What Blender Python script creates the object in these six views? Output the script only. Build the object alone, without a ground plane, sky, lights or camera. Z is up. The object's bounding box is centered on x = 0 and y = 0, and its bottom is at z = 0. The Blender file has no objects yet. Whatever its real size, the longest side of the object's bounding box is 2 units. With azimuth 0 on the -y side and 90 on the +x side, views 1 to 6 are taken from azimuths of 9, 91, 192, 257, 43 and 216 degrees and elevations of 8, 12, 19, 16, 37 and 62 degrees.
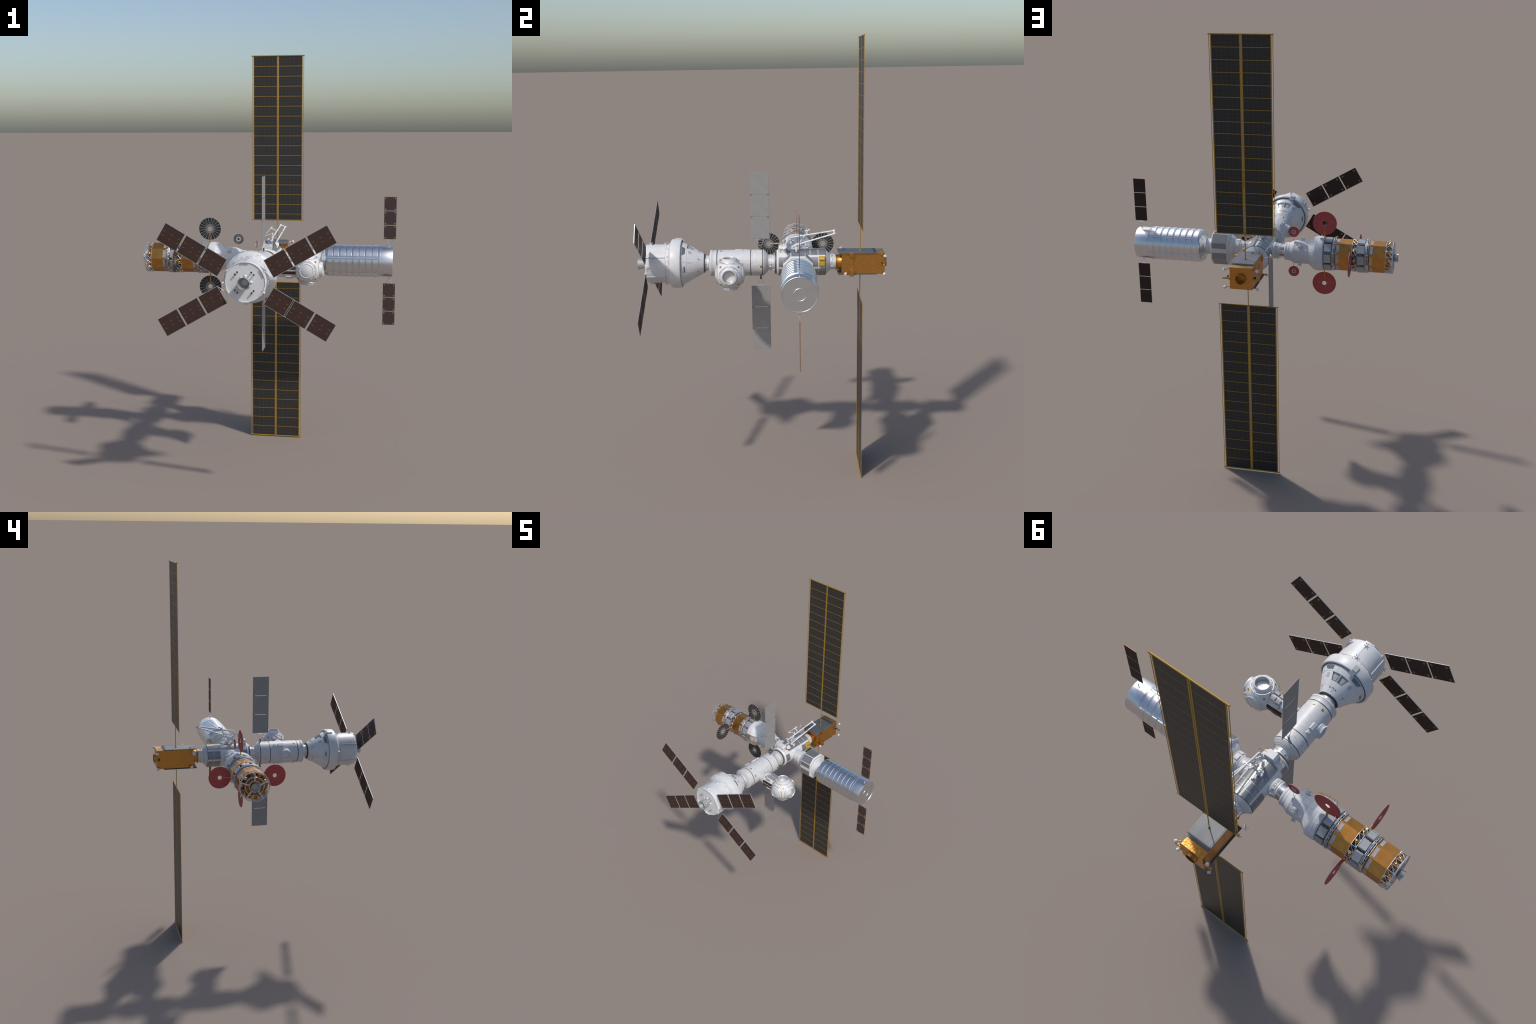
# Crewed space station with docked spacecraft, built part by part.
# Frame: main axis runs along y at (AX, AZ); a cross axis runs along x at (CY, AZ).
import bpy, math, random
from math import sin, cos, pi, radians, sqrt
from mathutils import Vector, Matrix

random.seed(7)
AX, CY, AZ = 0.0075, 0.1625, 1.0
SCN = bpy.context.scene.collection

# ------------------------------------------------------------------ materials
def new_mat(name):
    m = bpy.data.materials.new(name)
    m.use_nodes = True
    nt = m.node_tree
    return m, nt, nt.nodes['Principled BSDF']

def nd(nt, kind, **kw):
    n = nt.nodes.new(kind)
    for k, v in kw.items():
        setattr(n, k, v)
    return n

def obj_coords(nt, scale=(1, 1, 1)):
    tc = nd(nt, 'ShaderNodeTexCoord')
    mp = nd(nt, 'ShaderNodeMapping')
    mp.inputs['Scale'].default_value = scale
    nt.links.new(tc.outputs['Object'], mp.inputs['Vector'])
    return mp.outputs['Vector']

def ramp(nt, fac, stops):
    r = nd(nt, 'ShaderNodeValToRGB')
    e = r.color_ramp.elements
    while len(e) < len(stops):
        e.new(0.5)
    for i, (p, c) in enumerate(stops):
        e[i].position = p
        e[i].color = (c[0], c[1], c[2], 1)
    nt.links.new(fac, r.inputs['Fac'])
    return r.outputs['Color']

def surface(name, col, rough=0.5, metal=0.0, vary=0.05, vscale=40, bump=0.0, bscale=200,
            stretch=(1, 1, 1), detail=4, rough_vary=0.0, spec=0.5, bump_dist=0.0006):
    """Plain surface: base colour mottled by noise, optional grain bump."""
    m, nt, b = new_mat(name)
    vec = obj_coords(nt, stretch)
    n = nd(nt, 'ShaderNodeTexNoise')
    n.inputs['Scale'].default_value = vscale
    n.inputs['Detail'].default_value = detail
    nt.links.new(vec, n.inputs['Vector'])
    lo = tuple(max(0, c * (1 - vary)) for c in col)
    hi = tuple(min(1, c * (1 + vary)) for c in col)
    nt.links.new(ramp(nt, n.outputs['Fac'], [(0.3, lo), (0.7, hi)]), b.inputs['Base Color'])
    b.inputs['Roughness'].default_value = rough
    b.inputs['Metallic'].default_value = metal
    b.inputs['Specular IOR Level'].default_value = spec
    if rough_vary:
        mr = nd(nt, 'ShaderNodeMapRange')
        mr.inputs['To Min'].default_value = rough - rough_vary
        mr.inputs['To Max'].default_value = rough + rough_vary
        nt.links.new(n.outputs['Fac'], mr.inputs['Value'])
        nt.links.new(mr.outputs['Result'], b.inputs['Roughness'])
    if bump:
        n2 = nd(nt, 'ShaderNodeTexNoise')
        n2.inputs['Scale'].default_value = bscale
        n2.inputs['Detail'].default_value = 3
        nt.links.new(vec, n2.inputs['Vector'])
        bp = nd(nt, 'ShaderNodeBump')
        bp.inputs['Strength'].default_value = bump
        bp.inputs['Distance'].default_value = bump_dist
        nt.links.new(n2.outputs['Fac'], bp.inputs['Height'])
        nt.links.new(bp.outputs['Normal'], b.inputs['Normal'])
    return m

M = {}
M['hull'] = surface('white_hull', (0.61, 0.615, 0.622), 0.42, 0, 0.04, 30, 0.08, 350)
M['habskin'] = surface('habitat_skin', (0.55, 0.553, 0.558), 0.45, 0, 0.07, 90, 0.08, 350)
M['fabric'] = surface('white_thermal_fabric', (0.60, 0.61, 0.625), 0.62, 0, 0.05, 35, 0.3, 90)
M['dock'] = surface('docking_ring_paint', (0.68, 0.68, 0.685), 0.3, 0.25, 0.06, 60)
M['silver'] = surface('brushed_silver', (0.70, 0.71, 0.73), 0.26, 1.0, 0.05, 60, 0.05, 300)
M['cargo'] = surface('cargo_aluminium', (0.70, 0.715, 0.74), 0.33, 1.0, 0.03, 30, 0.0, 60)
M['steel'] = surface('truss_steel', (0.55, 0.57, 0.60), 0.35, 0.7, 0.06, 80)
M['radiator'] = surface('grey_radiator', (0.258, 0.252, 0.248), 0.55, 0, 0.04, 25, spec=0.3)
M['coldplate'] = surface('dark_metal_panel', (0.25, 0.255, 0.265), 0.36, 0.5, 0.06, 60, 0.04, 500)
M['greybox'] = surface('grey_equipment_box', (0.37, 0.38, 0.395), 0.38, 0.4, 0.06, 60)
M['plate'] = surface('brushed_grey_plate', (0.135, 0.14, 0.148), 0.5, 0.5, 0.2, 30, 0.25, 500, stretch=(1, 0.06, 1))
M['dark'] = surface('dark_seal', (0.05, 0.052, 0.055), 0.5, 0.2, 0.1, 80)
M['graphite'] = surface('graphite_collar', (0.16, 0.165, 0.17), 0.32, 0.6, 0.1, 80)
M['black'] = surface('flat_black', (0.012, 0.012, 0.013), 0.5, 0, 0.1, 60)  # black on solid faces; engine mouths get their darkness from this colour
M['window'] = surface('window_glass', (0.52, 0.55, 0.58), 0.15, 0.3, 0.05, 40)
M['cover'] = surface('pale_grey_cover', (0.44, 0.45, 0.46), 0.45, 0, 0.04, 60)
M['smoke'] = surface('smoked_window', (0.15, 0.155, 0.165), 0.3, 0, 0.1, 60)
M['frame'] = surface('window_frame', (0.30, 0.30, 0.295), 0.5, 0, 0.05, 60)
M['foil'] = surface('crinkled_gold_foil', (0.54, 0.26, 0.060), 0.36, 0.92, 0.18, 220, 0.6, 120, rough_vary=0.08, bump_dist=0.0012)
M['orange'] = surface('orange_tank_foil', (0.52, 0.235, 0.055), 0.34, 0.92, 0.12, 30, 0.15, 40, bump_dist=0.001)
M['gold'] = surface('gold_struts', (0.55, 0.29, 0.055), 0.35, 0.6, 0.1, 60)
M['brass'] = surface('brass_sphere', (0.75, 0.36, 0.08), 0.22, 1.0, 0.1, 60)
M['goldpaint'] = surface('gold_fitting', (0.38, 0.225, 0.02), 0.32, 0.5, 0.08, 90)
M['wingframe'] = surface('array_gold_frame', (0.36, 0.205, 0.016), 0.42, 0.25, 0.1, 50)
M['bellgrey'] = surface('engine_bell_grey', (0.47, 0.48, 0.49), 0.42, 0.55, 0.05, 40)
M['red'] = surface('red_disc_back', (0.41, 0.062, 0.060), 0.6, 0, 0.06, 70, spec=0.25)
M['redrib'] = surface('red_rib', (0.50, 0.13, 0.12), 0.55, 0, 0.05, 70)
M['disccell'] = surface('black_disc_cell', (0.026, 0.027, 0.027), 0.6, 0, 0.1, 90, spec=0.3)
M['rib'] = surface('pale_disc_rib', (0.38, 0.38, 0.37), 0.5, 0, 0.05, 90)
M['cellback'] = surface('panel_back_brown', (0.040, 0.023, 0.018), 0.6, 0, 0.08, 40, spec=0.2)
M['brown'] = surface('brown_solar_cell', (0.052, 0.029, 0.022), 0.6, 0, 0.06, 50, spec=0.2)
M['cargocell'] = surface('cargo_solar_cell', (0.042, 0.027, 0.024), 0.55, 0, 0.1, 500)
M['dash'] = surface('copper_dash', (0.27, 0.13, 0.05), 0.5, 0.1, 0.05, 90)
M['copper'] = surface('copper_contact', (0.42, 0.19, 0.06), 0.45, 0.2, 0.05, 90)
M['blackrib'] = surface('lander_base_brown', (0.36, 0.17, 0.05), 0.4, 0.6, 0.35, 160)
M['yellowbox'] = surface('yellow_battery_case', (0.50, 0.31, 0.025), 0.42, 0.2, 0.06, 60)

def array_cells():
    """Near-black cell blanket with a faint olive grid: columns every 21 mm, rows every 17 mm."""
    m, nt, b = new_mat('array_cells')
    tc = nd(nt, 'ShaderNodeTexCoord')
    sp = nd(nt, 'ShaderNodeSeparateXYZ')
    nt.links.new(tc.outputs['Object'], sp.inputs['Vector'])
    def line(sock, period, width, off):
        a = nd(nt, 'ShaderNodeMath', operation='ADD'); a.inputs[1].default_value = off
        nt.links.new(sock, a.inputs[0])
        d = nd(nt, 'ShaderNodeMath', operation='PINGPONG'); d.inputs[1].default_value = period / 2
        nt.links.new(a.outputs[0], d.inputs[0])
        l = nd(nt, 'ShaderNodeMath', operation='LESS_THAN'); l.inputs[1].default_value = width / 2
        nt.links.new(d.outputs[0], l.inputs[0])
        return l.outputs[0]
    lx = line(sp.outputs['X'], 0.0205, 0.0011, 0.003)
    lz = line(sp.outputs['Z'], 0.05 / 3, 0.0009, 0.05 / 6)
    lf = line(sp.outputs['X'], 0.0041, 0.0006, 0.0)
    mx = nd(nt, 'ShaderNodeMath', operation='MAXIMUM')
    nt.links.new(lx, mx.inputs[0]); nt.links.new(lz, mx.inputs[1])
    f2 = nd(nt, 'ShaderNodeMath', operation='MULTIPLY'); f2.inputs[1].default_value = 0.3
    nt.links.new(lf, f2.inputs[0])
    mx2 = nd(nt, 'ShaderNodeMath', operation='MAXIMUM')
    nt.links.new(mx.outputs[0], mx2.inputs[0]); nt.links.new(f2.outputs[0], mx2.inputs[1])
    mix = nd(nt, 'ShaderNodeMix', data_type='RGBA')
    mix.inputs['A'].default_value = (0.026, 0.026, 0.027, 1)
    mix.inputs['B'].default_value = (0.070, 0.056, 0.026, 1)
    nt.links.new(mx2.outputs[0], mix.inputs['Factor'])
    nt.links.new(mix.outputs['Result'], b.inputs['Base Color'])
    b.inputs['Roughness'].default_value = 0.45
    b.inputs['Specular IOR Level'].default_value = 0.35
    return m
M['cells'] = array_cells()

# ------------------------------------------------------------------ mesh builder
class MB:
    """Collects vertices and faces of simple solids; one material slot per material key."""
    def __init__(self):
        self.v, self.f, self.m, self.mats = [], [], [], []
    def slot(self, key):
        if key not in self.mats:
            self.mats.append(key)
        return self.mats.index(key)
    def add(self, verts, faces, key):
        o = len(self.v); s = self.slot(key)
        self.v += [tuple(p) for p in verts]
        for f in faces:
            self.f.append([i + o for i in f]); self.m.append(s)
        return self
    # -- solids
    def box(self, c, size, key, rot=None, bev=0.0):
        c = Vector(c); hx, hy, hz = (s / 2 for s in size)
        rot = rot or Matrix.Identity(3)
        if bev <= 0:
            vs = [c + rot @ Vector((x, y, z)) for x in (-hx, hx) for y in (-hy, hy) for z in (-hz, hz)]
            fs = [(0, 1, 3, 2), (4, 6, 7, 5), (0, 4, 5, 1), (2, 3, 7, 6), (0, 2, 6, 4), (1, 5, 7, 3)]
            return self.add(vs, fs, key)
        # chamfered box: three vertices at each corner
        vs, idx = [], {}
        for sx in (-1, 1):
            for sy in (-1, 1):
                for sz in (-1, 1):
                    for a in range(3):
                        h = [hx - bev, hy - bev, hz - bev]
                        h[a] += bev
                        idx[(sx, sy, sz, a)] = len(vs)
                        vs.append(c + rot @ Vector((sx * h[0], sy * h[1], sz * h[2])))
        fs = []
        S = (-1, 1)
        def I(p, a): return idx[(p[0], p[1], p[2], a)]
        for a in range(3):
            b1, b2 = (a + 1) % 3, (a + 2) % 3
            for s in S:
                loop = []
                for t1, t2 in ((-1, -1), (1, -1), (1, 1), (-1, 1)):
                    p = [0, 0, 0]; p[a] = s; p[b1] = t1; p[b2] = t2
                    loop.append(I(p, a))
                fs.append(loop if s > 0 else loop[::-1])
        for a in range(3):      # edge chamfers along axis a
            b1, b2 = (a + 1) % 3, (a + 2) % 3
            for s1 in S:
                for s2 in S:
                    p0 = [0, 0, 0]; p1 = [0, 0, 0]
                    p0[a], p1[a] = -1, 1
                    p0[b1] = p1[b1] = s1; p0[b2] = p1[b2] = s2
                    q = [I(p0, b1), I(p0, b2), I(p1, b2), I(p1, b1)]
                    fs.append(q if s1 * s2 < 0 else q[::-1])
        for sx in S:
            for sy in S:
                for sz in S:
                    t = [I((sx, sy, sz), 0), I((sx, sy, sz), 1), I((sx, sy, sz), 2)]
                    fs.append(t if sx * sy * sz > 0 else t[::-1])
        return self.add(vs, fs, key)
    def tube(self, p, q, r, key, n=10, r2=None, cap=True):
        p, q = Vector(p), Vector(q); d = (q - p)
        if d.length < 1e-7: return self
        d.normalize()
        u = d.orthogonal().normalized(); w = d.cross(u)
        r2 = r if r2 is None else r2
        vs = [p + r * (cos(2 * pi * i / n) * u + sin(2 * pi * i / n) * w) for i in range(n)]
        vs += [q + r2 * (cos(2 * pi * i / n) * u + sin(2 * pi * i / n) * w) for i in range(n)]
        fs = [(i, (i + 1) % n, n + (i + 1) % n, n + i) for i in range(n)]
        if cap:
            fs += [tuple(range(n))[::-1], tuple(range(n, 2 * n))]
        return self.add(vs, fs, key)
    def path(self, pts, r, key, n=8):
        for a, b in zip(pts, pts[1:]):
            self.tube(a, b, r, key, n)
        return self
    def lathe(self, prof, o, d, key, n=64, cap=True, phase=0.0):
        """prof: list of (t, r) along axis d from origin o."""
        o, d = Vector(o), Vector(d).normalized()
        if abs(d.x) > 0.9: u = Vector((0, 1, 0))
        elif abs(d.y) > 0.9: u = Vector((1, 0, 0))
        elif abs(d.z) > 0.9: u = Vector((1, 0, 0))
        else: u = d.orthogonal()
        u = (u - d * u.dot(d)).normalized(); w = d.cross(u)
        vs, fs = [], []
        for t, r in prof:
            for i in range(n):
                a = 2 * pi * i / n + phase
                vs.append(o + d * t + max(r, 1e-5) * (cos(a) * u + sin(a) * w))
        for k in range(len(prof) - 1):
            for i in range(n):
                j = (i + 1) % n
                fs.append((k * n + i, k * n + j, (k + 1) * n + j, (k + 1) * n + i))
        if cap:
            fs.append(tuple(range(n))[::-1])
            fs.append(tuple(range((len(prof) - 1) * n, len(prof) * n)))
        return self.add(vs, fs, key)
    def ring(self, o, d, R, r, key, n=48, m=8, a0=0.0, a1=2 * pi):
        """Torus (or arc of it) round axis d."""
        o, d = Vector(o), Vector(d).normalized()
        u = d.orthogonal().normalized() if max(abs(d.x), abs(d.y), abs(d.z)) < 0.99 else \
            (Vector((0, 0, 1)) if abs(d.z) < 0.5 else Vector((1, 0, 0)))
        w = d.cross(u)
        full = abs(a1 - a0 - 2 * pi) < 1e-6
        cnt = n if full else n + 1
        vs = []
        for i in range(cnt):
            a = a0 + (a1 - a0) * i / n
            e = cos(a) * u + sin(a) * w
            for k in range(m):
                b = 2 * pi * k / m
                vs.append(o + e * (R + r * cos(b)) + d * r * sin(b))
        fs = []
        for i in range(n):
            j = (i + 1) % cnt
            for k in range(m):
                l = (k + 1) % m
                fs.append((i * m + k, j * m + k, j * m + l, i * m + l))
        return self.add(vs, fs, key)
    def sphere(self, c, r, key, n=24, m=14):
        prof = [(-r * cos(pi * k / m), r * sin(pi * k / m)) for k in range(m + 1)]
        return self.lathe(prof, c, (0, 0, 1), key, n, cap=False)
    def prism(self, poly, o, ex, ey, h, key, taper=1.0):
        """Extrude a 2D polygon (list of (a,b)) by h along ex x ey."""
        o, ex, ey = Vector(o), Vector(ex), Vector(ey); ez = ex.cross(ey).normalized()
        n = len(poly)
        cx = sum(a for a, b in poly) / n; cy = sum(b for a, b in poly) / n
        vs = [o + ex * a + ey * b for a, b in poly]
        vs += [o + ex * (cx + (a - cx) * taper) + ey * (cy + (b - cy) * taper) + ez * h for a, b in poly]
        fs = [tuple(range(n))[::-1], tuple(range(n, 2 * n))]
        fs += [(i, (i + 1) % n, n + (i + 1) % n, n + i) for i in range(n)]
        return self.add(vs, fs, key)
    def shell(self, F, r0, r1, a0, a1, t0, t1, key, n=10, inset=0.0, corrug=0.0):
        """Curved plate on a surface of revolution. F(t,r,a)->point; r0,r1 may be functions of t."""
        R0 = r0 if callable(r0) else (lambda t: r0)
        R1 = r1 if callable(r1) else (lambda t: r1)
        da = inset / max(R1(t0), 1e-4)
        sg = 1 if t1 > t0 else -1
        vs = []
        for i in range(n + 1):
            s = i / n
            a = a0 + (a1 - a0) * s
            at = a0 + da + (a1 - a0 - 2 * da) * s
            c = corrug if i % 2 else 0.0
            vs += [F(t0, R0(t0), a), F(t0 + sg * inset, R1(t0) - c, at), F(t1 - sg * inset, R1(t1) - c, at), F(t1, R0(t1), a)]
        fs = []
        for i in range(n):
            o, p = i * 4, i * 4 + 4
            for k in range(3):
                fs.append((o + k, o + k + 1, p + k + 1, p + k))
            fs.append((o + 3, o, p, p + 3))
        fs += [(0, 3, 2, 1), tuple(n * 4 + k for k in (0, 1, 2, 3))]
        return self.add(vs, fs, key)

WORLD = {}
def build(mb, name, parent=None, angle=32, loc=None, rot=None, origin=None, label=None, stuff=False, mesh_only=False):
    """Turn a builder into an object whose origin sits at `origin` (default: centre of its box)."""
    if origin is None:
        lo = [min(p[k] for p in mb.v) for k in range(3)]
        hi = [max(p[k] for p in mb.v) for k in range(3)]
        origin = [(a + b) / 2 for a, b in zip(lo, hi)]
    origin = Vector(origin)
    me = bpy.data.meshes.new(name)
    me.from_pydata([Vector(p) - origin for p in mb.v], [], mb.f)
    for k in mb.mats:
        me.materials.append(M[k])
    me.polygons.foreach_set('material_index', mb.m)
    me.validate()
    import bmesh
    bm = bmesh.new(); bm.from_mesh(me)
    bmesh.ops.remove_doubles(bm, verts=bm.verts, dist=1e-7)
    bmesh.ops.recalc_face_normals(bm, faces=bm.faces)
    bm.to_mesh(me); bm.free()
    me.polygons.foreach_set('use_smooth', [True] * len(me.polygons))
    me.set_sharp_from_angle(angle=radians(angle))
    me.update()
    if mesh_only:
        return me
    return place(me, name, Matrix.Translation(origin), parent, stuff)

def place(me, name, world, parent=None, stuff=False):
    ob = bpy.data.objects.new(name, me)
    SCN.objects.link(ob)
    WORLD[ob.name] = world.copy()
    # keep the tree at thing > part > sub-part
    while parent is not None and parent.parent is not None and parent.parent.parent is not None:
        parent = parent.parent
    if parent is not None:
        ob.parent = parent
        ob.matrix_basis = WORLD[parent.name].inverted() @ world
    else:
        ob.matrix_basis = world
    if stuff:
        ob['kind'] = 'stuff'
    return ob

def FY(t, r, a):      # main axis: angle measured from +x towards +z
    return Vector((AX + r * cos(a), t, AZ + r * sin(a)))
def FX(t, r, a):      # cross axis: angle measured from -y towards +z
    return Vector((t, CY - r * cos(a), AZ + r * sin(a)))
D = radians

station = bpy.data.objects.new('space_station', None)
SCN.objects.link(station)
WORLD[station.name] = Matrix.Identity(4)
station['label'] = 'white modular space station with gold solar wings and docked ships'
station['category'] = 'space station'

def lathe_y(prof, key, n=72, mb=None):
    return (mb or MB()).lathe(prof, (AX, 0, AZ), (0, 1, 0), key, n)
def lathe_x(prof, key, n=72, mb=None):
    return (mb or MB()).lathe(prof, (0, CY, AZ), (1, 0, 0), key, n)

def cut(target, cutter_mb):
    # cutter is given in world coordinates
    me = build(cutter_mb, 'cutter', mesh_only=True, origin=(0, 0, 0))
    c = bpy.data.objects.new('cutter', me); SCN.objects.link(c)
    md = target.modifiers.new('cut', 'BOOLEAN'); md.object = c; md.operation = 'DIFFERENCE'; md.solver = 'EXACT'
    bpy.context.view_layer.update()
    dg = bpy.context.evaluated_depsgraph_get()
    new = bpy.data.meshes.new_from_object(target.evaluated_get(dg))
    target.modifiers.clear(); target.data = new
    for p in new.polygons: p.use_smooth = True
    new.set_sharp_from_angle(angle=radians(28))
    bpy.data.objects.remove(c)

# =====================================================================  DOCKING RINGS
def dock_profile(t0, t1, r):
    L = t1 - t0
    f = lambda s: t0 + L * s
    return [(f(0), r * .86), (f(.04), r * .98), (f(.22), r * .98), (f(.24), r * .92), (f(.30), r * .92), (f(.32), r),
            (f(.46), r), (f(.48), r * .93), (f(.53), r * .93), (f(.55), r * 1.0), (f(.78), r * 1.0), (f(.8), r * .94), (f(.84), r * .94),
            (f(.86), r * .99), (f(.97), r * .99), (f(1), r * .88)]
def docking_ring(axis, t0, t1, r, latches=12):
    mb = MB()
    (lathe_y if axis == 'y' else lathe_x)(dock_profile(t0, t1, r), 'dock', 56, mb)
    F = FY if axis == 'y' else FX
    tm = (t0 + t1) / 2
    ob = build(mb, 'docking_ring', station)
    lb = MB()
    rng = random.Random(int(1000 * abs(t0)) + 3)
    for i in range(latches):
        a = 2 * pi * (i + .3 * rng.random()) / latches
        d = F(tm, 1, a) - F(tm, 0, a)
        w = abs(t1 - t0) * (.12 + .12 * rng.random())
        t = tm + (t1 - t0) * (rng.random() - .5) * .5
        lb.shell(F, r * .95, r * (1.03 + .06 * rng.random()), a - .05, a + .05, t - w, t + w, rng.choice(['dock', 'steel', 'dock']), 2, .0004)
        if i % 4 == 0:
            lb.tube(F(t, r * .95, a + .15), F(t, r * 1.14, a + .15), .0009, 'steel', 6)
    build(lb, 'latch', ob, stuff=True)
    return ob

docking_ring('y', -0.262, -0.2385, 0.0335)     # capsule to habitat
docking_ring('y', 0.0285, 0.0585, 0.0340)      # habitat to hub
docking_ring('y', 0.3085, 0.3365, 0.0350)      # hub to propulsion module
docking_ring('x', 0.064, 0.094, 0.0345)        # hub to logistics side
docking_ring('x', -0.082, -0.049, 0.0350)      # hub to lander
docking_ring('x', 0.064, 0.092, 0.0300).location.y += -0.1325 - CY   # habitat to airlock (latches follow)
# =====================================================================  HABITAT MODULE
hab_prof = [(-.2400, .030), (-.2400, .0375), (-.2385, .0390), (-.2372, .0460), (-.2362, .0475), (-.2350, .0560), (-.2330, .0592), (-.2315, .0602),
            (-.2250, .0602), (-.2240, .0588), (-.2190, .0580), (-.2182, .0572), (-.2172, .0582), (-.2070, .0582), (-.2060, .0592), (-.2040, .0592),
            (-.2035, .0578), (-.2000, .0578), (-.1995, .0597), (-.0512, .0597), (-.0508, .0580), (-.0478, .0580), (-.0474, .0597),
            (.0018, .0597), (.0022, .0580), (.0050, .0580), (.0055, .0592), (.0085, .0588), (.0095, .0575), (.0125, .0560), (.0132, .0545),
            (.0175, .0515), (.0180, .0500), (.0215, .0470), (.0220, .0450), (.0250, .0420), (.0255, .0395), (.0285, .0370), (.0300, .0350), (.0300, .025)]
hab = build(lathe_y(hab_prof, 'habskin', 96), 'habitat_module', station, angle=28)
for t in (-.2018, -.0493, .0036):
    build(lathe_y([(t - .0017, .055), (t - .0017, .0590), (t + .0017, .0590), (t + .0017, .055)], 'dark', 96), 'seal_band', hab)
# gold optical targets
tm = MB().lathe([(0, .0047), (.0018, .0047), (.0026, .0040), (.0026, .0001)], (0, 0, 0), (1, 0, 0), 'goldpaint', 16)
target_me = build(tm, 'optical_target', origin=(0, 0, 0), mesh_only=True)
def aim(direction, loc):
    q = Vector((1, 0, 0)).rotation_difference(Vector(direction).normalized())
    return Matrix.Translation(loc) @ q.to_matrix().to_4x4()
for a, t in ((75, -.184), (115, -.184), (26, -.1855), (225, -.184), (-5, -.003), (-26, -.1855), (-55, -.003), (235, -.003), (-75, -.184), (255, -.184), (-90, -.184)):
    e = FY(t, 1, D(a)) - FY(t, 0, 0 * a)
    e = Vector((cos(D(a)), 0, sin(D(a))))
    place(target_me, 'optical_target', aim(e, FY(t, .0592, D(a))), hab)
# small fasteners and orange dots
fb = MB()
rng = random.Random(11)
for t in (-.19, -.172, -.15, -.136, -.118, -.1, -.085, -.062, -.035, -.02, -.008):
    for i in range(22):
        a = 2 * pi * i / 22 + (0.06 if rng.random() < .5 else -.04)
        if rng.random() < .62:
            p, q = FY(t, .0592, a), FY(t, .0601, a)
            fb.tube(p, q, .0008, 'graphite', 6)
for i in range(8):
    a = 2 * pi * i / 8 + .25
    fb.tube(FY(-.0245, .0592, a), FY(-.0245, .0606, a), .0016, 'copper', 6)
build(fb, 'fastener', hab, stuff=True)
# side hatch on the -x side
hb = MB()
o = (AX - .050, -.1325, AZ)
hb.lathe([(0, .034), (.0035, .034), (.0095, .0285), (.0155, .0265), (.0190, .0258), (.0195, .0250), (.0195, .0228), (.0185, .0215), (.0118, .0205), (.0112, .0195), (.0112, .012), (.0120, .0115), (.0120, .0001)], o, (-1, 0, 0), 'fabric', 48)
hatch = build(hb, 'side_hatch', hab)
hk = MB()
for k in range(8):
    a = k * pi / 4 + .2
    c = Vector(o) + Vector((-.0175, .0270 * cos(a), .0270 * sin(a)))
    hk.box(c, (.004, .0022, .0022), 'steel')
hk.tube(Vector(o) + Vector((-.011, 0, 0)), Vector(o) + Vector((-.0140, 0, 0)), .002, 'steel', 10)
build(hk, 'hatch_dog', hatch, stuff=True)
# electronics boxes
for a, t, w, l in ((128, -.107, .016, .031), (128, -.0755, .013, .0135), (-128, -.107, .016, .031), (-128, -.0755, .013, .0135), (-60, -.085, .014, .014), (60, -.088, .0, .0)):
    if l == 0: continue
    rot = Matrix.Rotation(-D(a), 3, 'Y')
    build(MB().box(FY(t, .0612, D(a)), (.0085, l, w), 'hull', rot, .0012), 'electronics_box', hab)
# radiators of the habitat
RADX = 0.0068
def radiator_wing(sign):
    root = MB()
    zb = AZ + sign * .059
    # pedestal and V yoke
    root.tube((RADX, -.0055, zb), (RADX, -.0055, AZ + sign * .0735), .0042, 'graphite', 14)
    root.box((RADX, -.0055, AZ + sign * .0745), (.006, .0095, .006), 'graphite')
    for s in (-1, 1):
        root.tube((RADX, -.0055 + s * .003, AZ + sign * .076), (RADX, -.0055 + s * .019, AZ + sign * .111), .0010, 'steel', 8)
    root.tube((RADX, -.0225, AZ + sign * .1045), (RADX, .0115, AZ + sign * .1045), .0009, 'steel', 8)
    wing = build(root, 'radiator_wing', station)
    z0, z1, gap = .1100, .4115, .0028
    h = (z1 - z0 - 2 * gap) / 3
    for k in range(3):
        zc = z0 + h / 2 + k * (h + gap)
        build(MB().box((RADX, -.0062, AZ + sign * zc), (.0030, .0855, h), 'radiator', None, .0006), 'radiator_panel', wing)
        if k < 2:
            hm = MB()
            for s in (-1, 1):
                hm.box((RADX, -.0062 + s * .0375, AZ + sign * (zc + h / 2 + gap / 2)), (.0034, .0095, gap * 1.3), 'graphite')
            build(hm, 'hinge', wing, stuff=True)
for s in (1, -1):
    radiator_wing(s)

# =====================================================================  SPHERICAL AIRLOCK
SX, SY = 0.2285, -0.1325
SC = Vector((SX, SY, AZ))
ab = MB()
ab.lathe([(.088, .027), (.0885, .0305), (.0955, .0325), (.0965, .0345), (.1000, .036), (.1015, .0385), (.188, .0395), (.19, .036)], (0, SY, AZ), (1, 0, 0), 'hull', 56)
neck = build(ab, 'airlock_trunk', station)
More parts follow.
